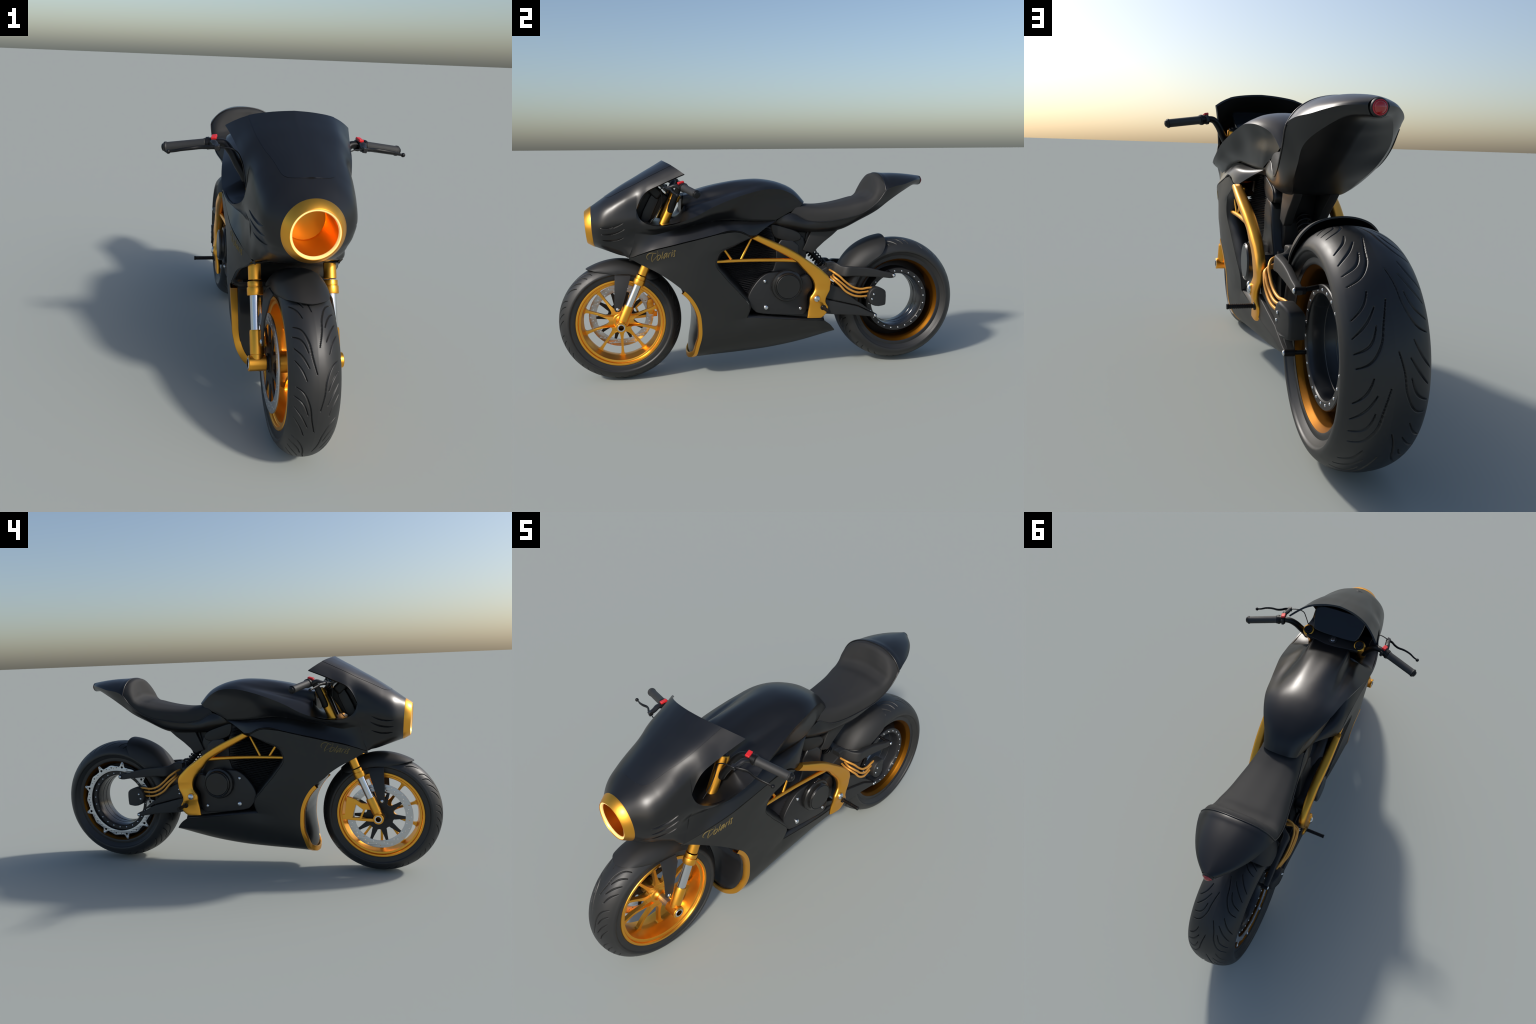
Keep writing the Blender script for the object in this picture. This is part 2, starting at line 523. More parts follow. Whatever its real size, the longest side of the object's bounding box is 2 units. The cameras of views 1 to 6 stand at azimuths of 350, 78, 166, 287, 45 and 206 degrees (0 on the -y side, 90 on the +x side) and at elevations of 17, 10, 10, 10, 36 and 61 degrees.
G_all = [(nose_G, True), (vis_G, False), (strip_G, False), (strip_G * MX, False),
         (tside_G, False), (tside_G * MX, False), (top_G, False), (floor_G, False), (front_G, False)]
skin = mesh("skin", *join_parts([surf(g, c) for g, c in G_all]), weld=3e-5)

def split_skin(skin):
    """one smooth skin -> cowl and tank, borders coincide, the whole skin's normals kept"""
    bm = bmesh.new()
    bm.from_mesh(skin)
    # make the normals point outwards: the top of the tank must look up
    top = max(bm.faces, key=lambda f: f.calc_center_median().z if abs(f.calc_center_median().y + .05) < .05 else -1)
    bm.normal_update()
    if top.normal.z < 0:
        bmesh.ops.reverse_faces(bm, faces=bm.faces)
    bm.normal_update()
    sharp_cos = math.cos(rad(48))
    loops_n = {}
    for v in bm.verts:
        for f in v.link_faces:
            acc = Vector((0, 0, 0))
            for g in v.link_faces:
                if g.normal.dot(f.normal) > sharp_cos:
                    acc += g.normal * g.calc_area()
            loops_n[(v.index, f.index)] = acc.normalized() if acc.length > 0 else f.normal.copy()
    tank, cowl = [], []
    for f in bm.faces:
        c = f.calc_center_median()
        flank_low = c.z < .745 + max(0, (c.y + .45)) * 0.06
        (tank if (c.y > -.40 and not flank_low and c.z > .7) else cowl).append(f)
    bm.edges.ensure_lookup_table()
    tankset = {f.index for f in tank}
    def open_edges(faces):
        return [(l.vert.index, l.link_loop_next.vert.index, f.index) for f in faces for l in f.loops if l.edge.is_boundary]
    out = []
    TH = 0.0075
    for name, faces in (("fairing_cowl", cowl), ("fuel_tank", tank)):
        V, F, LN, ids, vid = [], [], [], [], {}
        vn = {}
        def vert(key, co):
            if key not in vid:
                vid[key] = len(V)
                V.append(co)
            return vid[key]
        for f in faces:
            F.append([vert(("o", v.index), v.co[:]) for v in f.verts])
            LN += [loops_n[(v.index, f.index)][:] for v in f.verts]
            ids.append(0)
        for f in faces:
            F.append([vert(("i", v.index), (v.co - v.normal * TH)[:]) for v in reversed(f.verts)])
            LN += [(-loops_n[(v.index, f.index)])[:] for v in reversed(f.verts)]
            ids.append(1)
        bm.verts.ensure_lookup_table()
        for a, b, fi in open_edges(faces):
            va, vb = bm.verts[a], bm.verts[b]
            q = [vb.co, va.co, va.co - va.normal * TH, vb.co - vb.normal * TH]
            nn = (q[1] - q[0]).cross(q[3] - q[0]).normalized()
            k = len(V)
            V += [p[:] for p in q]
            F.append([k, k + 1, k + 2, k + 3])
            LN += [nn[:]] * 4
            ids.append(0)
        me = bpy.data.meshes.new(name)
        me.from_pydata(V, [], F)
        me.materials.append(M_BODY)
        me.materials.append(M_DARK)
        me.polygons.foreach_set("material_index", ids)
        me.polygons.foreach_set("use_smooth", [True] * len(F))
        me.update()
        me.normals_split_custom_set(LN)
        o = bpy.data.objects.new(name, me)
        SC.objects.link(o)
        o.parent = BIKE
        out.append(o)
    bm.free()
    return out

COWL, TANK = split_skin(skin)

# windscreen: a thin raised pane following the cowl
def pane():
    # rows 0..2 of nose+visor; lower end rounded
    rows = [np.vstack([nose_u[r], vis_u[r][1:]]) for r in range(4)]
    n = rows[0].shape[0]
    i0 = int(1.38 * SUBN)
    half = []
    for u in range(i0, n):
        cur = spline([rows[0][u] * np.array([1, 1, 1]), rows[1][u], rows[2][u], rows[3][u]], 16)
        # width of the pane in row units: rounded lower corners
        t = (u - i0) / (0.9 * SUBN)
        w = 2.0 * (1.0 if t >= 1 else (1 - (1 - t) ** 2.6) ** (1 / 2.6) * 0.999 + 0.001)
        k = np.linspace(0, w * 16, 33)
        pts = np.stack([np.interp(k, np.arange(len(cur)), cur[:, c]) for c in range(3)], axis=1)
        half.append(pts)
    H = np.stack(half, axis=1)
    full = np.concatenate([H[:0:-1] * MX, H])
    me = mesh("windscreen", *surf(full), weld=1e-6)
    bm = bmesh.new(); bm.from_mesh(me); bm.normal_update()
    up = sum((f.normal for f in bm.faces), Vector())
    s = 1 if up.z > 0 else -1
    if s < 0:
        bmesh.ops.reverse_faces(bm, faces=bm.faces)
        bm.normal_update()
    for v in bm.verts:
        v["co"] if False else None
    N = {v: v.normal.copy() for v in bm.verts}
    for v in bm.verts:
        v.co += N[v] * 0.0011
    bm.to_mesh(me); bm.free()
    return make_shell("windscreen", me, 0.003, M_SCREEN, M_SCREEN, 50, COWL)
SCREEN = pane()

# ------------------------------------------------------------------ headlight
HC = np.array([0, -.8245, .7445])
HA = np.array([0, -.998, -.065])
ring = revolve([(.085, -.012), (.0955, -.004), (.0945, .0), (.0775, .026), (.0745, .0285), (.0735, .027), (.0735, .018), (.085, -.012)], HC, HA, 96)
RING = part("headlight_ring", ring, M_GOLD, COWL, 30)
part("lamp_ring", revolve([(.0737, .0245), (.0737, .0262), (.0690, .0262), (.0665, .022), (.0665, .018), (.0737, .018)], HC, HA, 96, True), M_LAMP, RING, 30)
part("lamp_bowl", revolve([(.0670, .0225), (.0668, -.105), (.064, -.114), (.0001, -.114), (.0001, -.119), (.070, -.119), (.0725, -.05), (.0725, .02)], HC, HA, 96), M_GOLD2, RING, 30)

# ------------------------------------------------------------------ lower fairing
LU = [  # rows front edge -> rear edge, from the panel line down to the belly-top level
 [(.1435, -.660, .6085), (.174, -.557, .643), (.1865, -.450, .667), (.1855, -.326, .6935), (.184, -.230, .713), (.182, -.165, .716), (.1765, -.106, .690)],
 [(.154, -.587, .568), (.172, -.520, .590), (.183, -.440, .610), (.185, -.365, .627), (.184, -.290, .642), (.182, -.230, .652), (.179, -.180, .660)],
 [(.168, -.539, .543), (.176, -.490, .555), (.182, -.430, .568), (.184, -.380, .582), (.183, -.330, .596), (.181, -.290, .609), (.178, -.255, .621)],
 [(.1745, -.460, .486), (.178, -.430, .498), (.181, -.395, .512), (.182, -.365, .527), (.181, -.335, .544), (.179, -.303, .560), (.176, -.272, .576)],
 [(.176, -.414, .444), (.177, -.390, .453), (.178, -.360, .463), (.177, -.325, .475), (.175, -.290, .485), (.171, -.256, .494), (.166, -.226, .500)],
 [(.168, -.369, .385), (.1685, -.335, .391), (.168, -.300, .396), (.167, -.265, .401), (.164, -.228, .406), (.160, -.190, .411), (.155, -.152, .414)],
 [(.161, -.346, .325), (.161, -.310, .330), (.160, -.270, .334), (.158, -.228, .338), (.155, -.187, .342), (.150, -.146, .346), (.1455, -.107, .350)],
 [(.1575, -.341, .280), (.157, -.303, .283), (.156, -.265, .286), (.153, -.228, .288), (.149, -.192, .290), (.144, -.156, .293), (.138, -.121, .295)],
]
lu = [spline(r, 8) for r in LU]
LL = [
 [(.138, -.121, .295), (.134, -.010, .283), (.124, .130, .264), (.102, .283, .243)],
 [(.1525, -.341, .222), (.147, -.250, .225), (.139, -.140, .225), (.123, -.010, .222), (.106, .135, .213), (.092, .322, .213)],
 [(.137, -.354, .164), (.131, -.255, .170), (.119, -.145, .173), (.105, -.010, .176), (.090, .145, .180), (.085, .339, .190)],
 [(.104, -.364, .116), (.096, -.258, .123), (.085, -.145, .128), (.075, -.005, .136), (.064, .150, .149), (.056, .346, .178)],
 [(.058, -.381, .0935), (.050, -.260, .0975), (.045, -.145, .101), (.040, -.005, .109), (.034, .150, .128), (.028, .347, .170)],
 [(0, -.388, .087), (0, -.260, .089), (0, -.145, .093), (0, -.005, .101), (0, .150, .121), (0, .347, .167)],
]
l0 = np.vstack([lu[-1][0::3][:16], [lu[-1][-1]]])
front_part = lu[-1]                       # 49 samples to the corner
rear_part = spline([LL[0][0], LL[0][1], LL[0][2], LL[0][3]], 16)
row0 = np.vstack([front_part, rear_part[1:]])
n0 = len(row0)
nf = len(front_part)
rows_low = [row0]
for r in LL[1:]:
    s = spline(r, 24)                     # resample so the corner station lines up
    f = 2 * 24
    a = np.linspace(0, f, nf)
    b = np.linspace(f, len(s) - 1, len(rear_part))[1:]
    k = np.concatenate([a, b])
    rows_low.append(np.stack([np.interp(k, np.arange(len(s)), s[:, c]) for c in range(3)], axis=1))
up_G = across(lu, 8)
low_G = across(rows_low, 8)
low_full = np.concatenate([low_G, (low_G * MX)[::-1][1:]])
lskin = mesh("lower", *join_parts([surf(up_G), surf(up_G * MX), surf(low_full)]), weld=3e-5)
bm = bmesh.new(); bm.from_mesh(lskin); bm.normal_update()
test = max(bm.faces, key=lambda f: f.calc_center_median().x)
if test.normal.x < 0:
    bmesh.ops.reverse_faces(bm, faces=bm.faces)
bm.to_mesh(lskin); bm.free()
LOWER = make_shell("lower_fairing", lskin, 0.007, M_LOWER, M_LINING, 50, BIKE)
rc = low_G[n0 and slice(None), -1] if False else low_G[:, -1]
cap = np.stack([rc * (1 - t) + rc * MX * t + np.array([0, -.001, 0]) for t in np.linspace(0, 1, 9)])
part("belly_end", surf(cap), M_LOWER, LOWER, 40)
# return flange round the engine cut-out (thick edge seen from behind)
cut = [r[-1] for r in LU]
cut_s = spline(cut, 8)
tg = np.gradient(cut_s, axis=0)[:, 1:]
tg /= np.linalg.norm(tg, axis=1)[:, None]
nn_ = np.stack([tg[:, 1], -tg[:, 0]], axis=1)
toward = np.array([0, .5]) - cut_s[:, 1:]
nn_ *= np.sign(np.sum(nn_ * toward, axis=1))[:, None]
wd = .022 * np.sin(np.linspace(.25, math.pi - .35, len(cut_s))) + .004
inner = cut_s + np.concatenate([np.full((len(cut_s), 1), -.052), nn_ * wd[:, None]], axis=1)
fl = np.stack([cut_s + np.array([-.0012, .0006, 0]), cut_s * .5 + inner * .5, inner])
FL = part("cutout_flange", surf(fl), M_DARK, LOWER, 60)
sm = FL.modifiers.new("Solidify", "SOLIDIFY"); sm.thickness = 0.003
mirrored(FL)
# gold lip round the front mouth of the belly
lip_row = [(.1765, -.418, .4475)] + [r[0] for r in LU[4:]] + [r[0] for r in LL[1:]]
lip = spline(lip_row, 8)
lipf = np.concatenate([lip, (lip * MX)[::-1][1:]])
Tn = np.gradient(lipf, axis=0); Tn /= np.linalg.norm(Tn, axis=1)[:, None]
back = np.cross(Tn, [1, 0, 0]); 
outw = np.stack([lipf[:, 0], np.zeros(len(lipf)), np.where(lipf[:, 2] < .2, (lipf[:, 2] - .2), 0) * 1.5], axis=1)
outw -= Tn * np.sum(outw * Tn, axis=1)[:, None]
outw /= np.linalg.norm(outw, axis=1)[:, None]
rear = np.cross(outw, Tn)
rear *= np.sign(rear[:, 1])[:, None]
sec = [(-.004, .003), (.0014, .002), (.0018, 0), (.0010, -.0140), (-.0010, -.0155), (-.0225, -.0170), (-.0235, -.0160), (-.0235, -.0100), (-.006, .001)]
lipG = np.stack([lipf + outw * a + rear * b for a, b in sec])
part("gold_lip", (lipG.reshape(-1, 3), grid_faces(len(sec), len(lipf), close_v=True)), M_GOLD, LOWER, 40)

# maker's lettering, drawn as pen strokes and laid on the side panel
STROKES = [
 [(-14, 16.2), (-17.5, 22.2), (-17, 28.5), (-13.9, 34.7), (-7.3, 39.9), (1, 42.4), (9.1, 41.8), (19.1, 38.2), (28.9, 36.1)],
 [(14.2, 36.5), (7.9, 27.6), (2.2, 15), (-.2, 4.3), (.3, -.1)], [(.3, -.1), (4.2, 5.2), (14.3, 11.5), (26.6, 20.7), (34.9, 30.4), (36.9, 39.8), (35.7, 46.6)],
 [(37, 23.1), (32, 21.3), (26.6, 10.8), (24.7, 2.8), (28.2, 1.7), (36.8, 7.8), (43.3, 15.9), (43.6, 23.3), (37, 23.1)],
 [(60.4, 35.8), (51.8, 19.1), (43.6, 2.2)], [(43.6, 2.2), (47.6, 6.7), (56.1, 12.1)],
 [(77.5, 23.8), (71.3, 24.1), (63.8, 19.9), (57.7, 10.2), (54.6, 1.8), (62, 8.3), (69.9, 16.7), (77.5, 23.8)],
 [(76.9, 23.2), (71.4, 12), (66.5, 2)], [(66.5, 2), (73.2, 8.6), (79.2, 12.5)],
 [(84.9, 23), (81.5, 13.3), (75.4, 1.5)], [(83.2, 17.1), (88.2, 19.9), (95.5, 23.5)],
 [(100.4, 23.5), (95.3, 12.9), (90.2, 2.2)], [(90.2, 2.2), (97, 8.8), (102.8, 13.5)], [(101, 28.3), (104.8, 29.4)],
 [(112.8, 20.6), (114.8, 25.1), (110.5, 24.9), (106.8, 16.7), (106.6, 8.1), (104.1, 1.7), (100.3, .7), (97.1, 3)],
]
THIN = {2, 5, 8, 12, 10}
lower_bvh = BVHTree.FromPolygons([v.co[:] for v in lskin.vertices], [p.vertices[:] for p in lskin.polygons])
def lettering(side):
    parts = []
    ang = rad(13.8) if side > 0 else rad(-7.5)
    o = np.array([-.560, .592]) if side > 0 else np.array([-.468, .6125])
    for k, st in enumerate(STROKES):
        c = spline(st, 8) / 1000
        ca, sa = math.cos(ang), math.sin(ang)
        s = c[:, 0] * ca - c[:, 1] * sa
        t = c[:, 0] * sa + c[:, 1] * ca
        y = o[0] + s * side
        z = o[1] + t
        P = []
        for yy, zz in zip(y, z):
            h = lower_bvh.ray_cast(Vector((side * .4, yy, zz)), Vector((-side, 0, 0)))
            P.append((h[0].x if h[0] else side * .178, yy, zz))
        P = np.array(P)
        m = len(P)
        w = (.0009 if k in THIN else .0018) * (.55 + .45 * np.sin(np.linspace(0.25, math.pi - .25, m)))
        parts.append(tube(P, w, 8))
    return part("volaris_lettering", join_parts(parts), M_TEXT, LOWER, 60)
lettering(1)
lettering(-1)

# ------------------------------------------------------------------ seat and tail
LT = [  # tail stations: side edge, side mid, lower crease, under mid, under centre
 [(.097, .045, .760), (.085, .036, .738), (.062, .040, .716), (.030, .045, .708), (0, .045, .706)],
 [(.092, .112, .788), (.104, .105, .745), (.074, .120, .701), (.040, .120, .696), (0, .120, .695)],
 [(.101, .195, .751), (.105, .195, .725), (.077, .200, .694), (.040, .200, .691), (0, .200, .690)],
 [(.110, .250, .7455), (.108, .250, .720), (.078, .255, .6925), (.040, .255, .690), (0, .255, .689)],
 [(.129, .356, .757), (.119, .360, .729), (.080, .362, .700), (.040, .362, .699), (0, .362, .699)],
 [(.148, .464, .789), (.127, .465, .767), (.102, .463, .750), (.051, .461, .744), (0, .460, .742)],
 [(.156, .537, .843), (.137, .541, .817), (.114, .543, .794), (.057, .540, .788), (0, .539, .784)],
 [(.1575, .576, .893), (.140, .591, .867), (.119, .606, .841), (.060, .604, .828), (0, .603, .822)],
 [(.1195, .690, .922), (.107, .690, .904), (.091, .692, .887), (.045, .692, .879), (0, .692, .875)],
 [(.066, .772, .938), (.062, .772, .928), (.048, .772, .916), (.024, .772, .911), (0, .772, .910)],
 [(.0265, .812, .938), (.0255, .812, .930), (.0190, .811, .916), (.010, .810, .911), (0, .810, .910)],
]
TT = [  # tail top stations from the seat back to the lamp: centre, ..., side edge
 [(0, .580, .9735), (.050, .579, .970), (.098, .577, .955), (.132, .576, .931), LT[7][0]],
 [(0, .690, .9715), (.042, .690, .968), (.080, .690, .955), (.105, .690, .939), LT[8][0]],
 [(0, .772, .963), (.024, .772, .960), (.046, .772, .953), (.059, .772, .946), LT[9][0]],
 [(0, .812, .957), (.009, .812, .955), (.018, .812, .950), (.0235, .812, .945), LT[10][0]],
]
side_rows = [spline([s[k] for s in LT], 10) for k in range(5)]
side_G = across(side_rows[:3], 8)
und_rows = [side_rows[2], side_rows[3], side_rows[4]]
und_G = across(und_rows, 8)
tt_rows = [spline([s[k] for s in TT], 10) for k in range(4)] + [side_rows[0][7 * 10:]]
tt_G = across(tt_rows, 8, True)
def bump_ridge(G):
    # small raised band behind the seat back
    G = G.copy()
    c = np.array([0, .64, .88])
    y0 = G[:, :1, 1]
    d = G[..., 1] - y0
    k = np.exp(-((d - .014) / .006) ** 2) * .0025
    rad_ = G - c
    rad_[..., 1] = 0
    L = np.linalg.norm(rad_, axis=-1, keepdims=True)
    return G + rad_ / L * k[..., None]
tailskin = mesh("tail", *join_parts([surf(side_G), surf(side_G * MX), surf(und_G), surf(und_G * MX), surf(bump_ridge(tt_G))]), weld=3e-5)
bm = bmesh.new(); bm.from_mesh(tailskin); bm.normal_update()
test = max(bm.faces, key=lambda f: f.calc_center_median().z)
if test.normal.z < 0:
    bmesh.ops.reverse_faces(bm, faces=bm.faces)
bm.to_mesh(tailskin); bm.free()
TAIL = make_shell("tail_cowl", tailskin, 0.005, M_BODY, M_DARK, 22, BIKE)
# rolled edge where the tray meets the cushion
edge = side_rows[0][8:71]
part("seat_tray_edge", tube(edge, .0026, 8), M_BODY, TAIL, 60)
mirrored(bpy.data.objects["seat_tray_edge"])
arc = tt_G[:, 0]
part("seat_back_trim", tube(arc + np.array([0, -.002, .0]), .0032, 8), M_BODY, TAIL, 60)

# cushion: centre line, soft edge line and bottom edge
SEAT = [
 [(0, .150, .832), (.050, .148, .830), (.078, .142, .822), (.0905, .112, .789)],
 [(0, .200, .8255), (.052, .199, .824), (.086, .195, .812), (.0995, .192, .7535)],
 [(0, .260, .8225), (.058, .260, .820), (.098, .260, .806), (.1085, .250, .7475)],
 [(0, .330, .8290), (.066, .330, .825), (.111, .330, .8085), (.122, .330, .754)],
 [(0, .410, .8440), (.074, .410, .839), (.124, .410, .819), (.1375, .410, .771)],
 [(0, .460, .8560), (.080, .458, .850), (.135, .458, .830), (.1465, .468, .791)],
 [(0, .506, .8640), (.084, .498, .857), (.1415, .497, .841), (.1515, .505, .816)],
 [(0, .530, .8830), (.086, .521, .873), (.1450, .520, .857), (.1545, .536, .843)],
 [(0, .538, .9120), (.084, .530, .902), (.1460, .535, .881), (.1565, .558, .869)],
 [(0, .544, .9430), (.076, .539, .932), (.1370, .547, .909), (.1555, .572, .889)],
 [(0, .549, .9620), (.066, .547, .953), (.1200, .555, .932), (.145, .5755, .912)],
 [(0, .556, .9700), (.054, .556, .966), (.1010, .564, .950), (.127, .577, .932)],
 [(0, .568, .9725), (.050, .568, .969), (.0960, .571, .953), (.124, .5775, .933)],
 [(0, .580, .9715), (.050, .579, .968), (.0960, .578, .953), (.123, .5775, .933)],
]
seat_rows = [spline([s[k] for s in SEAT], 8) for k in range(4)]
seat_G = across(seat_rows, 8, True)
sskin = mesh("seat", *surf(seat_G), weld=2e-5)
bm = bmesh.new(); bm.from_mesh(sskin); bm.normal_update()
if sum((f.normal.z for f in bm.faces)) < 0:
    bmesh.ops.reverse_faces(bm, faces=bm.faces)
bm.to_mesh(sskin); bm.free()
make_shell("seat", sskin, 0.010, M_SEAT, M_DARK, 50, BIKE)

# tail lamp
LAMP = part("tail_lamp", revolve([(.0001, -.01), (.0225, -.010), (.0225, .004), (.0205, .0075), (.0185, .008), (.0185, .003), (.0001, .003)], (0, .8125, .9335), (0, 1, -.04), 40), M_DARK, TAIL, 35)
part("lens_rim", revolve([(.0185, .004), (.0185, .0095), (.0160, .0105), (.0155, .006)], (0, .8125, .9335), (0, 1, -.04), 40), M_LENSRIM, LAMP, 35)
lens = [(.0160 * math.cos(t), .007 + .0115 * math.sin(t)) for t in np.linspace(0, 1.56, 10)]
part("lens", revolve([(max(r, 1e-4), s) for r, s in lens], (0, .8125, .9335), (0, 1, -.04), 40), M_LENS, LAMP, 60)

# ------------------------------------------------------------------ wheels and tyres
def tyre(name, centre, profile, grooves, seg, depth, gw, parent):
    """profile: (x, r) half section from crown to bead; grooves: list of (angle deg, x) polylines, cut into the tread"""
    half = spline(np.array([(p[0], p[1], 0) for p in profile]), 9)[:, :2]
    full = np.vstack([half[:0:-1] * [-1, 1], half])
    # arc-length positions across the section, finer sampling
    L = np.concatenate([[0], np.cumsum(np.linalg.norm(np.diff(full, axis=0), axis=1))])
    m = 210
    k = np.linspace(0, L[-1], m)
    X = np.interp(k, L, full[:, 0]); R = np.interp(k, L, full[:, 1])
    th = np.linspace(0, 2 * np.pi, seg, endpoint=False)
    crown = max(R)
    XX, TH = np.meshgrid(X, th)
    D = np.full(XX.shape, 9.0)
    W = np.full(XX.shape, 1.0)
    K = np.broadcast_to(k - L[-1] / 2, XX.shape)         # arc coordinate from the crown
    xa = np.abs(full[:, 0]); 
    def arc_of(x):
        i = len(half) - 1
        a = np.interp(abs(x), half[: np.argmax(half[:, 0]) + 1, 0], (L[i:] - L[i])[: np.argmax(half[:, 0]) + 1])
        return math.copysign(a, x)
    for g in grooves:
        P = spline(np.array([(rad(a) * crown, arc_of(x), 0) for a, x in g]), 6)[:, :2]
        n = len(P)
        a0 = P[:, 0].mean() / crown
        dth = (TH - a0 + np.pi) % (2 * np.pi) - np.pi + a0
        near = np.abs(dth - a0) * crown < (np.ptp(P[:, 0]) / 2 + .02)
        idx = np.where(near)
        U = dth[idx] * crown; V = K[idx]
        best = np.full(len(U), 9.0); tt = np.zeros(len(U))
        for i in range(n - 1):
            A_, B_ = P[i], P[i + 1]
            d = B_ - A_
            s = np.clip(((U - A_[0]) * d[0] + (V - A_[1]) * d[1]) / (d @ d), 0, 1)
            q = np.hypot(U - A_[0] - s * d[0], V - A_[1] - s * d[1])
            b = q < best
            best[b] = q[b]; tt[b] = ((i + s) / (n - 1))[b]
        wid = gw * (0.45 + 0.55 * np.sin(np.pi * np.clip(tt, .04, .96)))
        val = best / wid
        cur = D[idx]
        D[idx] = np.minimum(cur, val)
    cut = np.clip(1 - D ** 2, 0, 1) ** 1.6 * depth
    # push inwards along the section normal
    dX = np.gradient(X); dR = np.gradient(R)
    nrm = np.hypot(dX, dR); nx, nr = -dR / nrm, dX / nrm
    XX = XX - cut * nx[None] * 1.0
    RR = R[None] - cut * nr[None]
    V = np.stack([XX, RR * np.cos(TH), RR * np.sin(TH)], axis=-1) + np.array([0, centre[0], centre[1]])
    me = mesh(name, V.reshape(-1, 3), grid_faces(seg, m, close_v=True))
    return add(name, me, M_TYRE, parent, 55)

# ---- front wheel
FW = (-.711, .288)
def wheel_rev(prof, c, seg=96, closed=False):
    return revolve([(r, x) for r, x in prof], (0, c[0], c[1]), (1, 0, 0), seg, closed)
rim_prof = [(.2105, .0600), (.2095, .0665), (.2075, .0695), (.2030, .0705), (.1985, .0695), (.1965, .0660), (.1955, .0610), (.1940, .0595), (.1880, .0595), (.1850, .0580), (.1838, .0540), (.1800, .0330), (.1765, .0160), (.1750, .0100)]
rim_prof = rim_prof + [(r, -x) for r, x in rim_prof[::-1]] + [(.205, -.058), (.193, -.020), (.193, .020), (.205, .058)]
WH1 = part("wheel", wheel_rev(rim_prof, FW, 128, True), M_GOLD, BIKE, 30)
# spoked face with ten windows
wins = []
NS = 10
for k in range(NS):
    a0 = rad(18 + 36 * k)              # spoke direction; window sits half a step on
    a = a0 + rad(18)
    hw = .0056                          # half spoke width outside
    def polar(r, side, hwid):
        b = a + side * (rad(18) - math.asin(min(hwid / r, .99)))
        return (r * math.cos(b), r * math.sin(b))
    pts = [polar(.1735, -1, .0085)]
    for s in (-.66, -.33, 0, .33, .66):
        b = a + s * rad(18 - 2.4)
        pts.append((.1755 * math.cos(b), .1755 * math.sin(b)))
    pts += [polar(.1735, 1, .0085), polar(.150, 1, hw), polar(.110, 1, .0054), polar(.082, 1, .0066), polar(.064, 1, .0095), 
            (.0555 * math.cos(a), .0555 * math.sin(a)),
            polar(.064, -1, .0095), polar(.082, -1, .0066), polar(.110, -1, .0054), polar(.150, -1, hw)]
    wins.append(chaikin(np.array(pts), 2) + np.array(FW))
me = to_yz(plate("wheel_spokes", [circle(FW, .182, 96)] + wins, .018, 0), 0.0, lambda y, z: .014 * (lambda q: q * q * (3 - 2 * q))(np.clip((.135 - np.hypot(y - FW[0], z - FW[1])) / .085, 0, 1)))
bm = bmesh.new(); bm.from_mesh(me)
bmesh.ops.dissolve_limit(bm, angle_limit=rad(1), verts=bm.verts, edges=bm.edges)
bmesh.ops.triangulate(bm, faces=[f for f in bm.faces if len(f.verts) > 4])
bm.to_mesh(me); bm.free()
SPK = add("wheel_spokes", me, M_GOLD, WH1, 40)
bv = SPK.modifiers.new("Bevel", "BEVEL"); bv.width = .0042; bv.segments = 3; bv.limit_method = "ANGLE"; bv.angle_limit = rad(50)
part("hub", wheel_rev([(.012, -.075), (.028, -.075), (.030, -.060), (.034, -.054), (.034, -.02), (.040, -.006), (.040, .0200), (.036, .0235), (.026, .0245), (.0200, .030), (.0165, .040), (.0165, .105), (.012, .105)], FW, 48), M_GOLD, WH1, 35)
part("axle_spacer", wheel_rev([(.0001, .04), (.0172, .04), (.0172, .104), (.0001, .104)], FW, 32), M_DISC, WH1, 35)
fp = [(0, .288), (.022, .2855), (.042, .278), (.058, .2665), (.070, .2530), (.0765, .2420), (.0768, .2375), (.0745, .2345), (.0728, .2330), (.0715, .2250), (.0695, .2140), (.0670, .2090), (.0600, .2050)]
fg = []
for k in range(10):
    o = 36 * k
    fg.append([(o + 132, .060), (o + 134.5, .043), (o + 142, .025), (o + 152, .0155), (o + 160.5, .005)])
    fg.append([(o + 138, .064), (o + 140.5, .046), (o + 148.5, .027)])
    fg.append([(o + 145, .063), (o + 150, .044), (o + 157, .026)])
    fg.append([(o + 152.5, .062), (o + 158, .045), (o + 164, .033)])
    p = o - 14.3
    fg.append([(p + 132, -.058), (p + 134.5, -.042), (p + 142, -.0235), (p + 151, -.0165), (p + 160, -.006)])
    fg.append([(p + 138, -.061), (p + 141.5, -.045), (p + 148.5, -.028)])
    fg.append([(p + 145.5, -.061), (p + 150.5, -.044), (p + 157, -.027)])
    fg.append([(p + 152.5, -.063), (p + 158.5, -.044), (p + 164, -.034)])
fg = [[(a, -x) for a, x in g] for g in fg]       # measured from the front: long curls on both sides
tyre("front_tyre", FW, fp, fg, 1700, .0042, .0031, WH1)

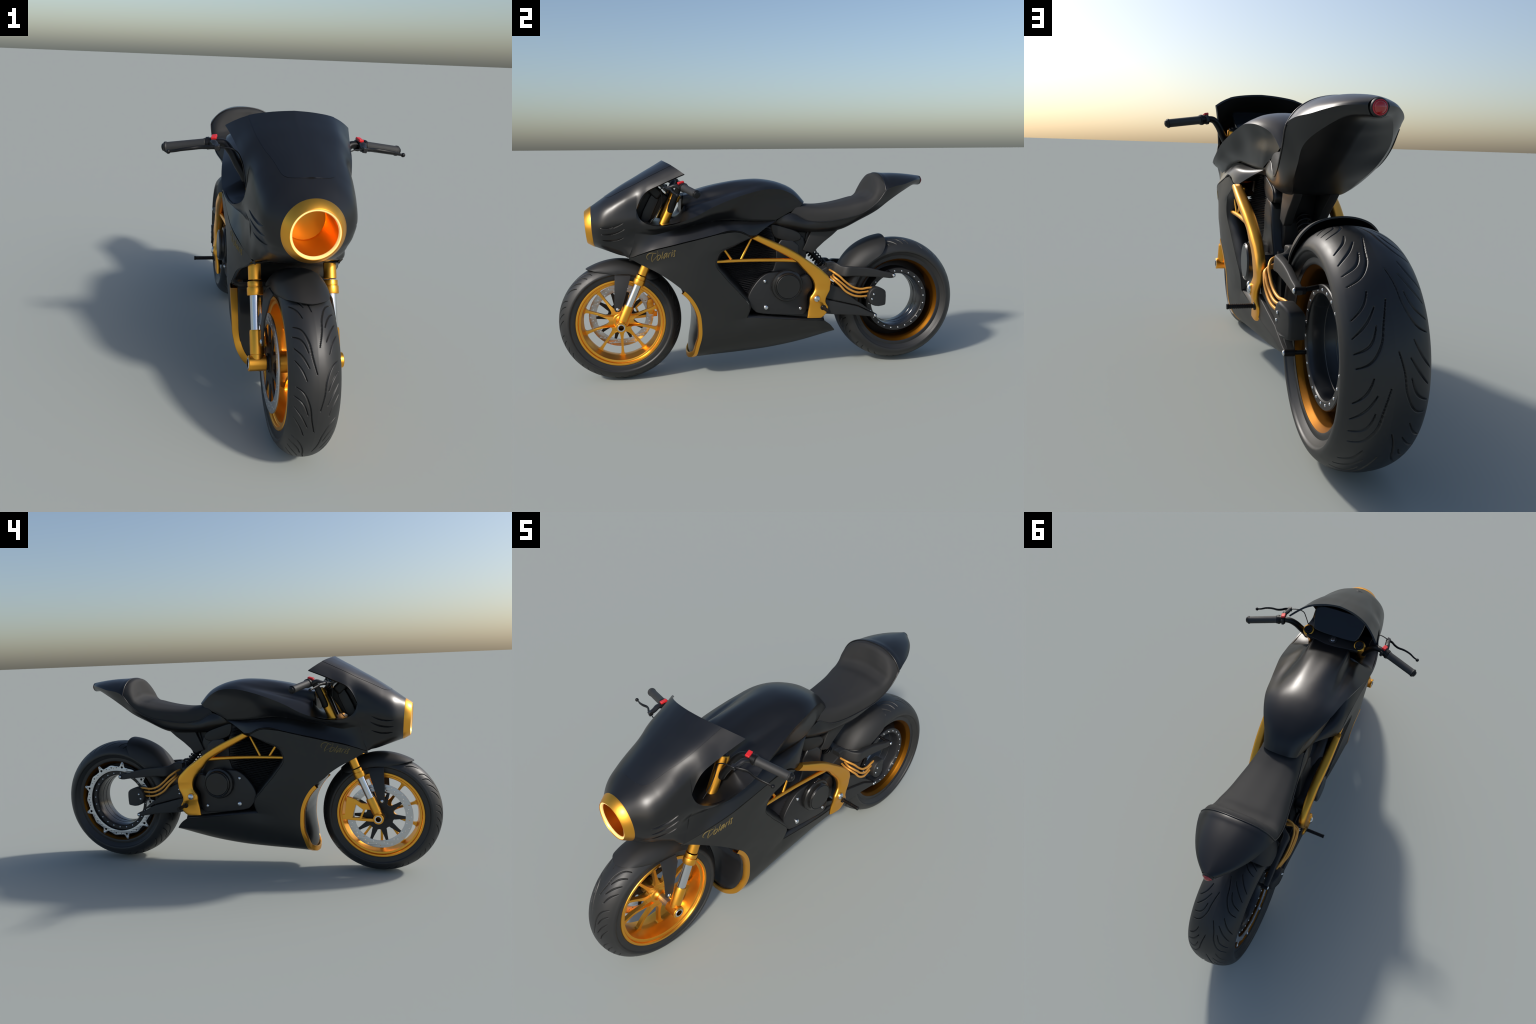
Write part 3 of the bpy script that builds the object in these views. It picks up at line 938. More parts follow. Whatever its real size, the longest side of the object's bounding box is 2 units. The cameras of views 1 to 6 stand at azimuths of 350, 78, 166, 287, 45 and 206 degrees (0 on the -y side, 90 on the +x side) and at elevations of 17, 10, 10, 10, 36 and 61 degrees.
# front brake disc on the -x side, with its carrier
rng = np.random.default_rng(7)
holes = []
for k in range(16):
    for r, da in ((.147, 0), (.138, 7.5), (.129, 14)):
        a = rad(22.5 * k + da)
        holes.append(circle((FW[0] + r * math.cos(a), FW[1] + r * math.sin(a)), .0026, 8))
me = to_yz(plate("brake_disc", [circle(FW, .156, 128), circle(FW, .1205, 96)] + holes, .005, .0004, 1), -.084)
DISC = add("brake_disc", me, M_DISC, WH1, 35)
star = []
for k in range(10):
    a = rad(2 + 36 * k)
    for r, h in ((.074, .0125), (.100, .0085), (.1215, .0062)):
        star.append((r, a - math.asin(h / r)))
    for r, h in ((.1215, .0062), (.100, .0085), (.074, .0125)):
        star.append((r, a + math.asin(h / r)))
    for s in (.3, .5, .7):
        star.append((.068 - .003 * (1 - abs(s - .5) * 4), a + rad(36) * s))
star = np.array([(FW[0] + r * math.cos(t), FW[1] + r * math.sin(t)) for r, t in star])
me = to_yz(plate("disc_carrier", [star, circle(FW, .020, 32)], .006, .0008, 1), -.0830)
add("disc_carrier", me, M_DARK, DISC, 35)
part("carrier_hub", wheel_rev([(.015, -.056), (.034, -.056), (.034, -.084), (.030, -.088), (.030, -.092), (.022, -.093), (.022, -.104), (.015, -.104)], FW, 40), M_DARK, DISC, 35)

# ---- rear wheel: hubless
RW = (.681, .324)
rr = [(.2380, .0905), (.2370, .0880), (.2330, .0880), (.2260, .0885), (.2200, .0880), (.2170, .0860), (.2175, .0840)]
loop_p = rr + [(.2225, .074), (.2225, -.074)] + [(r, -x) for r, x in rr[::-1]] + [(.2330, -.085), (.2280, -.055), (.2280, .055), (.2330, .085)]
WH2 = part("wheel", wheel_rev(loop_p, RW, 128, True), M_ENGINE, BIKE, 30)
band = [(.2176, .0850), (.2120, .0770), (.2055, .0690), (.2045, .0660), (.2045, -.0660), (.2055, -.0690), (.2120, -.0770), (.2176, -.0850)]
part("rim_band", wheel_rev(band, RW, 128), M_DARK_BROWN, WH2, 30)
part("hub_ring", wheel_rev([(.1400, .067), (.1425, .0695), (.1625, .0695), (.1650, .067), (.1655, .040), (.1700, .010), (.2040, -.004), (.2040, -.016), (.1700, -.022), (.1655, -.040),
                            (.1650, -.067), (.1625, -.0695), (.1425, -.0695), (.1400, -.067), (.1350, -.055), (.1350, -.018), (.1335, -.016), (.1350, -.014), (.1350, .055)], RW, 128, True), M_ENGINE, WH2, 30)
part("hub_bore", wheel_rev([(.1398, .0665), (.1345, .054), (.1342, .020), (.1328, .0185), (.1342, .017), (.1342, -.015), (.1328, -.0165), (.1342, -.018), (.1345, -.054), (.1398, -.0665)], RW, 128), M_TUBE, WH2, 30)
for sx in (1, -1):
    for k in range(24):
        a = rad(15 * k + 5)
        bolt((sx * .0695, RW[0] + .1505 * math.cos(a), RW[1] + .1505 * math.sin(a)), (sx, 0, 0), .0044, WH2)
rp = [(0, .318), (.030, .3155), (.055, .3097), (.078, .2995), (.095, .2870), (.1055, .2735), (.1095, .2610), (.1085, .2555), (.1060, .2530), (.1035, .2515), (.0990, .2465), (.0930, .2400), (.0900, .2370), (.0850, .2320)]
rg = []
for k in range(10):
    o = 36 * k
    rg.append([(o + 36.6, .009), (o + 26, .0225), (o + 18.5, .030), (o + 10.8, .057), (o + 8.6, .084)])
    rg.append([(o + 25.7, .039), (o + 17.8, .056), (o + 14.7, .088)])
    rg.append([(o + 33.7, .038), (o + 27, .059), (o + 21.3, .089)])
    rg.append([(o + 40.8, .048), (o + 34.5, .061), (o + 29.1, .088)])
    p = o + 15.2
    rg.append([(p, -.008), (p - 8.5, -.022), (p - 17, -.031), (p - 26.5, -.064), (p - 28.2, -.087)])
    rg.append([(p - 11, -.040), (p - 18, -.057), (p - 22.5, -.090)])
    rg.append([(p - 2.6, -.037), (p - 9, -.061), (p - 15, -.089)])
    rg.append([(p + 4.6, -.048), (p - 2.3, -.069), (p - 7.6, -.094)])
tyre("rear_tyre", RW, rp, rg, 1700, .0046, .0037, WH2)
# wavy rear disc with nine tabs
out, big, small = [], [], []
for i in range(360):
    t = 2 * np.pi * i / 360
    k9 = (i / 40.0) % 1.0 - .5              # 0 at a tab
    r = .1915 + .0030 * math.cos(2 * np.pi * (i / 40.0) * 2)
    tab = .0195 * math.exp(-(abs(k9) * 40 / 2.75) ** 4)
    dip = -.004 * math.exp(-((abs(k9) * 40 - 5.8) / 1.6) ** 2)
    out.append((RW[0] + (r + tab + dip) * math.cos(t), RW[1] + (r + tab + dip) * math.sin(t)))
for k in range(9):
    t0 = 40 * k + 20
    P = lambda r, d: (RW[0] + r * math.cos(rad(d)), RW[1] + r * math.sin(rad(d)))
    big.append(circle(P(.1860, t0), .0062, 16))
    for d, r, h in ((10, .181, .0026), (15.5, .176, .0018), (20, .183, .0036), (24.5, .176, .0018), (30, .181, .0026)):
        big.append(circle(P(r, t0 + d), h, 10))
me = to_yz(plate("rear_brake_disc", [np.array(out), circle(RW, .1650, 128)] + big, .006, .0005, 1), -.081)
RD = add("rear_brake_disc", me, M_DISC, WH2, 35)
for k in range(9):
    a = rad(40 * k + 20)
    bolt((-.0845, RW[0] + .2045 * math.cos(a), RW[1] + .2045 * math.sin(a)), (-1, 0, 0), .0066, RD)
part("disc_back_plate", wheel_rev([(.162, -.060), (.1950, -.060), (.1950, -.054), (.162, -.054)], RW, 96, True), M_DARK, WH2, 30)

# ------------------------------------------------------------------ front fork
FB, FT = np.array([.1235, -.714, .288]), np.array([.1245, -.442, .895])
fd = (FT - FB) / np.linalg.norm(FT - FB)
def fz(z):
    return FB + (FT - FB) * (z - FB[2]) / (FT[2] - FB[2])
def along(z0, z1, prof_r):
    p, q = fz(z0), fz(z1)
    L = np.linalg.norm(q - p)
    return revolve([(r, s * L) for r, s in prof_r], p, q - p, 32)
FORK = part("fork_leg", along(.300, .384, [(.0001, 0), (.0205, 0), (.0212, .05), (.0212, .16), (.0225, .18), (.0225, .93), (.0205, 1.0), (.0001, 1.0)]), M_GOLD, BIKE, 35)
fork_bits = [FORK]
fork_bits.append(part("fork_tube", along(.375, .500, [(.0178, 0), (.0178, 1)]), M_CHROME, FORK, 35))
fork_bits.append(part("fork_collar", along(.483, .523, [(.0180, 0), (.0255, 0), (.0263, .05), (.0263, .50), (.0253, .58), (.0228, .60), (.0228, .64), (.0238, .66), (.0238, .94), (.0228, 1.0), (.0205, 1.0)]), M_GOLD, FORK, 25))
fork_bits.append(part("fork_upper_tube", along(.528, .872, [(.0208, 0), (.0208, 1)]), M_GOLD, FORK, 35))
fork_bits.append(part("fork_cap", along(.866, .899, [(.0200, 0), (.0255, .05), (.0258, .75), (.0245, .9), (.0205, .96), (.0195, .75), (.0001, .75)]), M_GOLD, FORK, 30))
fork_bits.append(part("fork_adjuster", along(.885, .906, [(.0001, 0), (.0190, 0), (.0190, .70), (.0170, .80), (.0090, .80), (.0080, 1.0), (.0001, 1.0)]), M_BAR, FORK, 30))
fork_bits.append(part("axle_clamp", wheel_rev([(.0150, .096), (.0235, .096), (.0248, .098), (.0248, .151), (.0232, .153), (.0150, .153)], FW, 40, True), M_GOLD, FORK, 30))
fork_bits.append(part("axle_ring", wheel_rev([(.0125, .149), (.0125, .1545), (.0170, .1545), (.0178, .153), (.0178, .149)], FW, 40), M_CHROME, FORK, 30))
fork_bits.append(part("axle_bore", wheel_rev([(.0128, .154), (.0125, .112), (.0001, .110)], FW, 32), M_DARK_BROWN, FORK, 40))
F2 = mirrored(FORK)
for b in fork_bits[1:]:
    c = b.copy(); SC.objects.link(c); c.parent = F2
# caliper on the -x fork leg
cal = [(-.557, .383), (-.575, .380), (-.600, .371), (-.627, .353), (-.668, .348), (-.672, .322), (-.645, .322), (-.627, .279), (-.690, .279), (-.694, .264), (-.630, .266), (-.536, .271), (-.536, .296), (-.547, .296), (-.554, .355)]
calh = [(-.600, .347), (-.634, .321), (-.618, .281), (-.584, .281), (-.590, .310)]
CAL = yz_plate("brake_caliper_bracket", [np.array(cal), np.array(calh)], -.108, -.0915, M_GOLD, F2, .0015)
yz_plate("brake_caliper", [chaikin(np.array([(-.553, .372), (-.588, .360), (-.584, .288), (-.549, .288)]), 1)], -.0960, -.068, M_GOLD, CAL, .003)
CAL.scale.x = -1
for o in list(CAL.children):
    pass
# front mudguard
def fender(rows, sub_u, sub_v, name, centre, mat, thick, parent=None):
    """rows: list of (x, [(angle, radius), ...]) from the crown outwards"""
    ru = []
    for x, prof in rows:
        P = spline(np.array([(a, r, xx) for (a, r), xx in zip(prof, x)]), sub_u)
        ru.append(np.stack([P[:, 2], centre[0] + P[:, 1] * np.cos(np.radians(P[:, 0])), centre[1] + P[:, 1] * np.sin(np.radians(P[:, 0]))], axis=1))
    G = across(ru, sub_v, True)
    me = mesh(name, *surf(G))
    bm = bmesh.new(); bm.from_mesh(me); bm.normal_update()
    t = max(bm.faces, key=lambda f: f.calc_center_median().z)
    if t.normal.z < 0:
        bmesh.ops.reverse_faces(bm, faces=bm.faces)
    bm.to_mesh(me); bm.free()
    return make_shell(name, me, thick, mat, M_DARK, 50, parent)
fr = [
 ([0, 0, 0, 0, 0, 0, 0], [(121, .2995), (113, .2985), (102, .2995), (90, .3005), (76, .2985), (62, .2965), (49, .2940)]),
 ([.030, .033, .034, .034, .034, .034, .034], [(119.6, .2970), (112, .2960), (101, .2960), (90, .2965), (76, .2950), (62, .2935), (49, .2910)]),
 ([.055, .060, .062, .063, .063, .063, .062], [(116, .2850), (109, .2815), (101, .2800), (90, .2810), (76, .2815), (62, .2805), (49.5, .2790)]),
 ([.066, .074, .077, .0785, .0785, .0785, .077], [(111, .2660), (105, .2590), (100, .2580), (90, .2600), (76, .2620), (63, .2620), (52, .2620)]),
 ([.070, .0775, .081, .083, .083, .083, .081], [(105, .2480), (100, .2420), (96, .2385), (87, .2385), (75, .2420), (64, .2440), (56, .2480)]),
]
MG1 = fender(fr, 10, 8, "front_mudguard", FW, M_ARM, .003, BIKE)
def stay_x(y, z):
    t = np.clip((.520 - z) / .155, 0, 1)
    return .022 * np.clip(t * 6, 0, 1) + .006 * t
ST = yz_plate("mudguard_stay", [np.array([(-.731, .524), (-.658, .520), (-.664, .500), (-.700, .385), (-.710, .360), (-.720, .355), (-.733, .356), (-.739, .366), (-.736, .44), (-.7315, .508)])], .0835, .0885, M_ARM, MG1, .0008, stay_x)
mirrored(ST)
for sx in (1, -1):
    bolt((sx * .116, -.7235, .367), (sx, 0, 0), .0085, MG1)

# ------------------------------------------------------------------ cockpit
tri = [(-.124, -.415), (-.090, -.410), (-.055, -.405), (-.024, -.399), (.024, -.399), (.055, -.405), (.090, -.410), (.124, -.415), (.134, -.440), (.120, -.470), (0, -.482), (-.120, -.470), (-.134, -.440)]
me = plate("top_yoke", [chaikin(np.array(tri), 2)], .016, .002)
for v in me.vertices:
    v.co.z += .882
YOKE = add("top_yoke", me, M_DARK, BIKE, 35)
part("ignition_boss", revolve([(.0001, 0), (.021, 0), (.020, .004), (.0155, .005), (.0145, .0035), (.0001, .0035)], (0, -.432, .890), (0, .1, 1), 32), M_DARK, YOKE, 30)
part("ignition_lock", revolve([(.0001, 0), (.0100, 0), (.0100, .005), (.0090, .006), (.0001, .006)], (0, -.432, .890), (0, .1, 1), 24), M_CHROME, YOKE, 30)
part("key_slot", box((0, -.4315, .8962), (.0022, .008, .001)), M_BAR, YOKE, 30)
me = plate("bottom_yoke", [chaikin(np.array(tri), 2) * np.array([1, .9]) + np.array([0, -.105])], .022, .003)
for v in me.vertices:
    v.co.z += .700
add("bottom_yoke", me, M_DARK, BIKE, 35)
part("steering_stem", rod((0, -.440, .874), (0, -.540, .640), .022, 24), M_DISC, BIKE, 35)
# instrument screen: pillow-shaped panel leaning back under the visor
dash = chaikin(np.array([(-.090, 0), (.090, 0), (.110, .018), (.122, .10), (.108, .120), (-.108, .120), (-.122, .10), (-.110, .018)]), 2)
me = plate("instrument_screen", [dash], .020, .004)
A_ = np.array([0, -.72, .69]) / np.linalg.norm([0, -.72, .69])
Bn = np.cross([1, 0, 0], A_)
for v in me.vertices:
    p = np.array([0, -.461, .881]) + v.co.x * np.array([1, 0, 0]) + v.co.y * A_ + (v.co.z - .010) * Bn
    v.co = p
DASH = add("instrument_screen", me, M_DASH, YOKE, 35)
part("instrument_housing", box((0, -.535, .908), (.17, .05, .075), [[1, 0, 0], [0, .69, -.72], [0, .72, .69]]), M_DARK, YOKE)
bevelled(bpy.data.objects["instrument_housing"], .012, 3)
yz_plate("inner_bulkhead", [chaikin(np.array([(-.650, .755), (-.675, .850), (-.605, .935), (-.555, .948), (-.474, .884), (-.470, .872), (-.500, .838), (-.546, .765)]), 1)], -.055, .055, M_DARK, COWL, .006)
yz_plate("inner_side_pad", [chaikin(np.array([(-.600, .766), (-.604, .795), (-.551, .898), (-.540, .898), (-.512, .876), (-.537, .825), (-.564, .764)]), 1)], -.080, .080, M_ENGINE, COWL, .004)
part("lamp_bucket", revolve([(.0735, .0), (.080, .02), (.078, .11), (.06, .15), (.0001, .155)], HC + np.array([0, .012, 0]), -HA, 40), M_DARK, RING, 40)

# handlebars
bar = spline([(.139, -.470, .818), (.147, -.466, .836), (.168, -.455, .872), (.190, -.440, .912), (.212, -.428, .934), (.240, -.421, .936), (.275, -.411, .931)], 8)
BAR = part("handlebar", tube(bar, np.interp(np.arange(len(bar)), [0, 2, 20, 48], [.0135, .0155, .0145, .0115]), 20), M_BAR, BIKE, 50)
bar_bits = [BAR]
g0, g1 = np.array([.268, -.4135, .931]), np.array([.3965, -.3757, .912])
gd = (g1 - g0) / np.linalg.norm(g1 - g0)
gL = np.linalg.norm(g1 - g0)
bar_bits.append(part("grip", revolve([(.0001, 0), (.0165, 0), (.0180, .003), (.0162, .008), (.0160, gL - .006), (.0178, gL - .003), (.0178, gL), (.0001, gL)], g0, gd, 28), M_RUBBER, BAR, 30))
bar_bits.append(part("bar_end", revolve([(.0178, -.001), (.0178, .002), (.0150, .0055), (.0135, .006), (.0115, .011), (.006, .0135), (.0001, .014)], g1, gd, 28), M_BAR, BAR, 35))
bar_bits.append(part("switch_housing", revolve([(.0001, 0), (.0165, 0), (.0205, .002), (.0205, .010), (.0180, .011), (.0180, .024), (.0205, .025), (.0205, .034), (.0175, .036), (.0001, .036)], g0 - gd * .036, gd, 24), M_BAR, BAR, 30))
e_f = np.array([-.28, -.94, -.15]); e_f = e_f - gd * (e_f @ gd); e_f /= np.linalg.norm(e_f)
e_u = np.cross(gd, e_f); e_u *= np.sign(e_u[2])
Rm = np.stack([gd, e_f, e_u], axis=1)
sb = part("red_switch", box(g0 - gd * .030 + e_u * .0195 + e_f * (.001), (.0175, .028, .009), Rm), M_RED, BAR); bevelled(sb, .002); bar_bits.append(sb)
sb = part("switch_buttons", box(g0 - gd * .027 - e_f * .0185 - e_u * .002, (.012, .008, .024), Rm), M_ENGINE, BAR); bevelled(sb, .0015); bar_bits.append(sb)
sb = part("lever_perch", tube(spline([g0 - gd * .024 + e_f * .012, (.2475, -.452, .940), (.243, -.474, .934), (.2415, -.492, .930)], 6), np.linspace(.0095, .0075, 19), 12, True, 1.3), M_ENGINE, BAR, 50); bar_bits.append(sb)
sb = part("perch_block", box((.2395, -.4955, .929), (.016, .016, .017), Rm), M_ENGINE, BAR); bevelled(sb, .002); bar_bits.append(sb)
lev = spline([(.244, -.493, .930), (.260, -.489, .929), (.274, -.480, .9275), (.290, -.4735, .926), (.322, -.4735, .922), (.352, -.468, .917), (.376, -.458, .911), (.3895, -.4545, .909)], 6)
sb = part("lever", tube(lev, np.interp(np.arange(len(lev)), [0, 12, 24, 42], [.0068, .0062, .0056, .0040]), 10, True, .62), M_BAR, BAR, 50); bar_bits.append(sb)
sb = part("lever_ball", revolve([(max(.0075 * math.sin(t), 1e-4), -.0075 * math.cos(t)) for t in np.linspace(0, math.pi, 10)], (.391, -.454, .9085), (1, 0, 0), 16), M_BAR, BAR, 60); bar_bits.append(sb)
cab = spline([(.235, -.497, .929), (.222, -.502, .930), (.200, -.508, .929), (.178, -.512, .918), (.165, -.508, .895), (.155, -.508, .860), (.150, -.530, .810), (.145, -.560, .770)], 6)
sb = part("cable", tube(cab, .0022, 8), M_BAR, BAR, 60); bar_bits.append(sb)
B2 = mirrored(BAR)
for b in bar_bits[1:]:
    c = b.copy(); SC.objects.link(c); c.parent = B2

# ------------------------------------------------------------------ frame
RAIL = [  # upper/front edge point, lower/rear edge point (y,z), centre x, half depth
 ((-.066, .699), (-.100, .684), .170, .017), ((.007, .667), (-.031, .648), .166, .020), ((.069, .637), (.031, .615), .162, .021), ((.120, .608), (.090, .582), .157, .021),
 ((.168, .575), (.126, .558), .153, .020), ((.216, .542), (.151, .529), .151, .020), ((.261, .506), (.178, .501), .150, .018), ((.290, .473), (.200, .475), .150, .018), ((.296, .449), (.211, .452), .151, .017),
 ((.294, .433), (.214, .432), .152, .014), ((.291, .413), (.212, .416), .154, .012), ((.280, .394), (.202, .400), .157, .012), ((.270, .374), (.190, .385), .159, .013), ((.269, .356), (.187, .368), .159, .013),
 ((.276, .342), (.188, .352), .157, .011), ((.284, .330), (.186, .334), .154, .010), ((.282, .310), (.182, .310), .152, .0095), ((.262, .285), (.179, .286), .152, .009), ((.250, .277), (.178, .280), .152, .008)]
def oval_loft(st, sub=4, NA=28, e=.62):
    tops = spline([(x, a[0], a[1]) for a, b, x, d in st], sub)
    bots = spline([(x, b[0], b[1]) for a, b, x, d in st], sub)
    dep = spline([(d, 0, 0) for a, b, x, d in st], sub)[:, 0]
    rings = []
    t = np.linspace(0, 2 * np.pi, NA, endpoint=False)
    cs = np.sign(np.cos(t)) * np.abs(np.cos(t)) ** e
    sn = np.sign(np.sin(t)) * np.abs(np.sin(t)) ** e
    for p, q, d in zip(tops, bots, dep):
        rings.append((p + q) / 2 + cs[:, None] * (p - q) / 2 + sn[:, None] * np.array([d, 0, 0]))
    Rg = np.stack(rings)
    V = Rg.reshape(-1, 3)
    F = grid_faces(len(Rg), NA, close_u=True) + [tuple(range(NA))[::-1], tuple(len(V) - NA + i for i in range(NA))]
    return V, F
FRAME = part("frame_rail", oval_loft(RAIL), M_GOLD, BIKE, 50)
fbits = [FRAME]
fbits.append(part("frame_strut", join_parts([tube(spline([(.150, .140, .566), (.1515, .040, .573), (.1525, -.100, .5785), (.155, -.262, .5785)], 6), np.linspace(.0102, .0076, 19), 14),
    rod((.140, -.092, .686), (.150, -.149, .580), .0062, 12), rod((.150, -.228, .636), (.1475, -.189, .580), .0062, 12)]), M_GOLD, FRAME, 40))
fbits.append(part("pivot_boss", revolve([(.0001, 0), (.0195, 0), (.0190, .011), (.0175, .013), (.0001, .013)], (.161, .221, .377), (1, 0, 0), 28), M_GOLD, FRAME, 35))
fbits.append(part("pivot_bolt", dome((.174, .221, .377), (1, 0, 0), .0155, .0085, 28, 6), M_BOLT, FRAME, 50))
prof = [(.0001, 0), (.0140, 0), (.0140, .007), (.0095, .008)]
for k in range(13):
    s = .010 + k * .0062
    prof += [(.0076, s), (.0076, s + .0030), (.0088, s + .0034), (.0088, s + .0058)]
prof += [(.0095, .0915), (.0085, .0955), (.0001, .0955)]
fbits.append(part("footpeg", revolve(prof, (.159, .256, .330), (1, .01, 0), 20), M_BAR, FRAME, 30))
FR2 = mirrored(FRAME)
for b in fbits[1:]:
    c = b.copy(); SC.objects.link(c); c.parent = FR2

# ------------------------------------------------------------------ engine
cov = [(-.113, .386), (-.098, .424), (-.058, .477), (-.018, .506), (.017, .509), (.096, .512), (.150, .476), (.186, .490), (.206, .466), (.216, .432), (.208, .411), (.190, .392), (.187, .356), (.186, .316), (.173, .295), (.157, .288), (.036, .296), (-.064, .309), (-.087, .330), (-.103, .353)]
ENG = yz_plate("engine_block", [chaikin(np.array([(-.095, .40), (-.02, .50), (.035, .52), (.035, .665), (.150, .655), (.155, .56), (.20, .47), (.20, .30), (-.06, .30)]), 1)], -.092, .092, M_ENGINE, BIKE, .008)
ec = yz_plate("crankcase_cover", [chaikin(np.array(cov), 1)], .085, .126, M_ENGINE, ENG, .005)
mirrored(ec)
cl = part("clutch_housing", revolve([(.0001, 0), (.0755, 0), (.0775, .004), (.0775, .016), (.0745, .021), (.066, .024), (.0645, .030), (.0645, .037), (.0615, .041), (.0600, .0405), (.0585, .0385), (.0570, .041), (.0555, .042), (.0001, .042)], (.126, .0805, .4425), (1, 0, 0), 72), M_COVER, ENG, 25)
mirrored(cl)
for sx in (1, -1):
    for y, z, r in ((-.027, .468, .0085), (-.023, .338, .0125), (.150, .324, .0085)):
        part("screw_shank", rod((sx * .120, y, z), (sx * .131, y, z), r * .4, 10), M_BOLT, ENG) if False else None
        bolt((sx * .129, y, z), (sx, 0, 0), r, ENG)
    for k in range(3):
        a = rad(92 + 7.5 * k - 6)
        bolt((sx * .140, .0805 + .0765 * math.cos(a), .4425 + .0765 * math.sin(a)), (sx * .3, math.cos(a), math.sin(a)), .0030, ENG)
# stacked cooling fins (two banks)
fins = []
def fin_span(z):
    front = np.interp(z, [.395, .41, .48, .56, .60, .64, .70, .735], [-.122, -.130, -.190, -.262, -.275, -.255, -.09, -.02])
    rear_ = np.interp(z, [.395, .50, .56, .66, .72, .735], [.03, .045, .048, .040, .018, .014])
    return front, rear_
k = 0
for z in np.arange(.398, .735, .0086):
    y0, y1 = fin_span(z)
    if y1 - y0 < .02:
        continue
    tilt = .13
    n = 6
    ys = np.linspace(y0, y1, n)
    zc = z + (ys - (y0 + y1) / 2) * tilt
    w = .098 - .016 * np.clip((ys - y1 + .03) / .03, 0, 1)
    V, F = [], []
    for sgn in (-1, 1):
        pass
    th = .0029
    for y, c, ww in zip(ys, zc, w):
        V += [(-ww, y, c - .0006), (-ww + .007, y, c + th), (ww - .007, y, c + th), (ww, y, c - .0006), (ww - .007, y, c - th), (-ww + .007, y, c - th)]
    F = grid_faces(n, 6, close_u=True) + [tuple(range(6)), tuple(6 * (n - 1) + i for i in range(6))[::-1]]
    fins.append((np.array(V), F))
    k += 1
part("cooling_fins", join_parts(fins), M_FIN, ENG, 30, stuff=True)
yz_plate("cylinder_core", [np.array([(-.115, .395), (-.18, .48), (-.25, .56), (-.26, .60), (-.235, .64), (-.085, .70), (.012, .73), (.035, .66), (.043, .55), (.03, .40)])], -.084, .084, M_DARK, ENG, .003)
sh = LL[0]
she = spline([np.array(p) for p in sh], 8)
shin = she * np.array([0, 1, 1]) + np.array([.080, 0, .016])
SH = part("belly_shelf", surf(np.stack([she + np.array([-.003, 0, .0005]), she * .5 + shin * .5 + np.array([0, 0, .003]), shin])), M_ENGINE, LOWER, 60)
_m = SH.modifiers.new("Solidify", "SOLIDIFY"); _m.thickness = .003
mirrored(SH)
yz_plate("oil_sump", [np.array([(-.118, .300), (.20, .300), (.240, .290), (.282, .272), (.284, .236), (.15, .225), (-.116, .240)])], -.092, .092, M_ENGINE, ENG, .004)
pod = chaikin(np.array([(.005, .740), (.025, .740), (.082, .722), (.130, .706), (.160, .690), (.169, .672), (.164, .657), (.146, .650), (.114, .649), (.066, .659), (.020, .676)]), 2)
AIR = yz_plate("air_box", [pod], -.088, .088, M_ENGINE, BIKE, .010)
yz_plate("air_box_lid", [pod * .93 + np.array([.092, .692]) * .07], -.0905, .0905, M_DARK, AIR, .002)
yz_plate("rear_engine_mount", [chaikin(np.array([(.10, .66), (.175, .69), (.205, .60), (.185, .50), (.165, .44), (.12, .44)]), 1)], -.060, .060, M_ENGINE, BIKE, .006)
# radiator panel closing the front between the fork legs
yz_plate("pivot_block", [np.array([(.150, .290), (.270, .295), (.275, .330), (.262, .450), (.200, .500), (.150, .480)])], -.080, .080, M_DARK, BIKE, .006)
yz_plate("battery_case", [np.array([(.120, .692), (.236, .692), (.212, .630), (.200, .592), (.150, .560), (.120, .60)])], -.040, .040, M_DARK, BIKE, .006)
# dark panel closing the front between the two side panels, hollowed round the wheel
edge_pts = [np.array(r[0]) for r in LU] + [np.array(r[0]) for r in LL[1:]]
ep = spline(edge_pts, 6)[3:]
inlip = np.clip((.452 - ep[:, 2]) / .012, 0, 1)
e_x = np.maximum(ep[:, 0] - .002 - .020 * inlip, 0)
e_y = ep[:, 1] + .001 - .0165 * inlip
c_y = np.interp(ep[:, 2], [.075, .10, .14, .18, .226, .27, .31, .36, .40, .43, .46, .60], [-.388, -.392, -.391, -.386, -.377, -.371, -.368, -.376, -.395, -.418, -.438, -.615])
c_y = np.where(ep[:, 2] > .46, e_y + .028, c_y)
pan = []
for t in np.linspace(-1, 1, 25):
    q = ep.copy()
    q[:, 0] = e_x * t
    q[:, 1] = e_y + (c_y - e_y) * (1 - t * t)
    q[:, 2] -= .006 * (1 - t * t) * np.clip((.2 - ep[:, 2]) / .1, 0, 1)
    pan.append(q)
DP = part("duct_panel", surf(np.stack(pan)), M_DUCT, LOWER, 60)
sm = DP.modifiers.new("Solidify", "SOLIDIFY"); sm.thickness = .004; sm.offset = 0
# ------------------------------------------------------------------ rear subframe, damper, swingarm
sf = np.array([(.219, .694), (.364, .703), (.328, .671), (.288, .641), (.252, .609), (.241, .594), (.226, .585), (.178, .602), (.190, .628)])
s_ = yz_plate("subframe_leg", [sf], .044, .073, M_ARM, BIKE, .003, lambda y, z: -.003 * (0.7 - z) / .1)
mirrored(s_)
yz_plate("subframe_web", [np.array([(.205, .694), (.232, .694), (.200, .615), (.186, .615)])], -.05, .05, M_DARK, BIKE, .002)
ax0, ax1 = np.array([0, .205, .618]), np.array([0, .304, .508])
tt_ = np.linspace(0, 1, 260)
turns = 8.5
dirn = (ax1 - ax0) / np.linalg.norm(ax1 - ax0)
e1 = np.array([1.0, 0, 0]); e2 = np.cross(dirn, e1)
coil = ax0 + tt_[:, None] * (ax1 - ax0) + .0225 * (np.cos(tt_ * turns * 2 * np.pi)[:, None] * e1 + np.sin(tt_ * turns * 2 * np.pi)[:, None] * e2)
SP = part("damper_spring", tube(coil, .0037, 8), M_BAR, BIKE, 60)
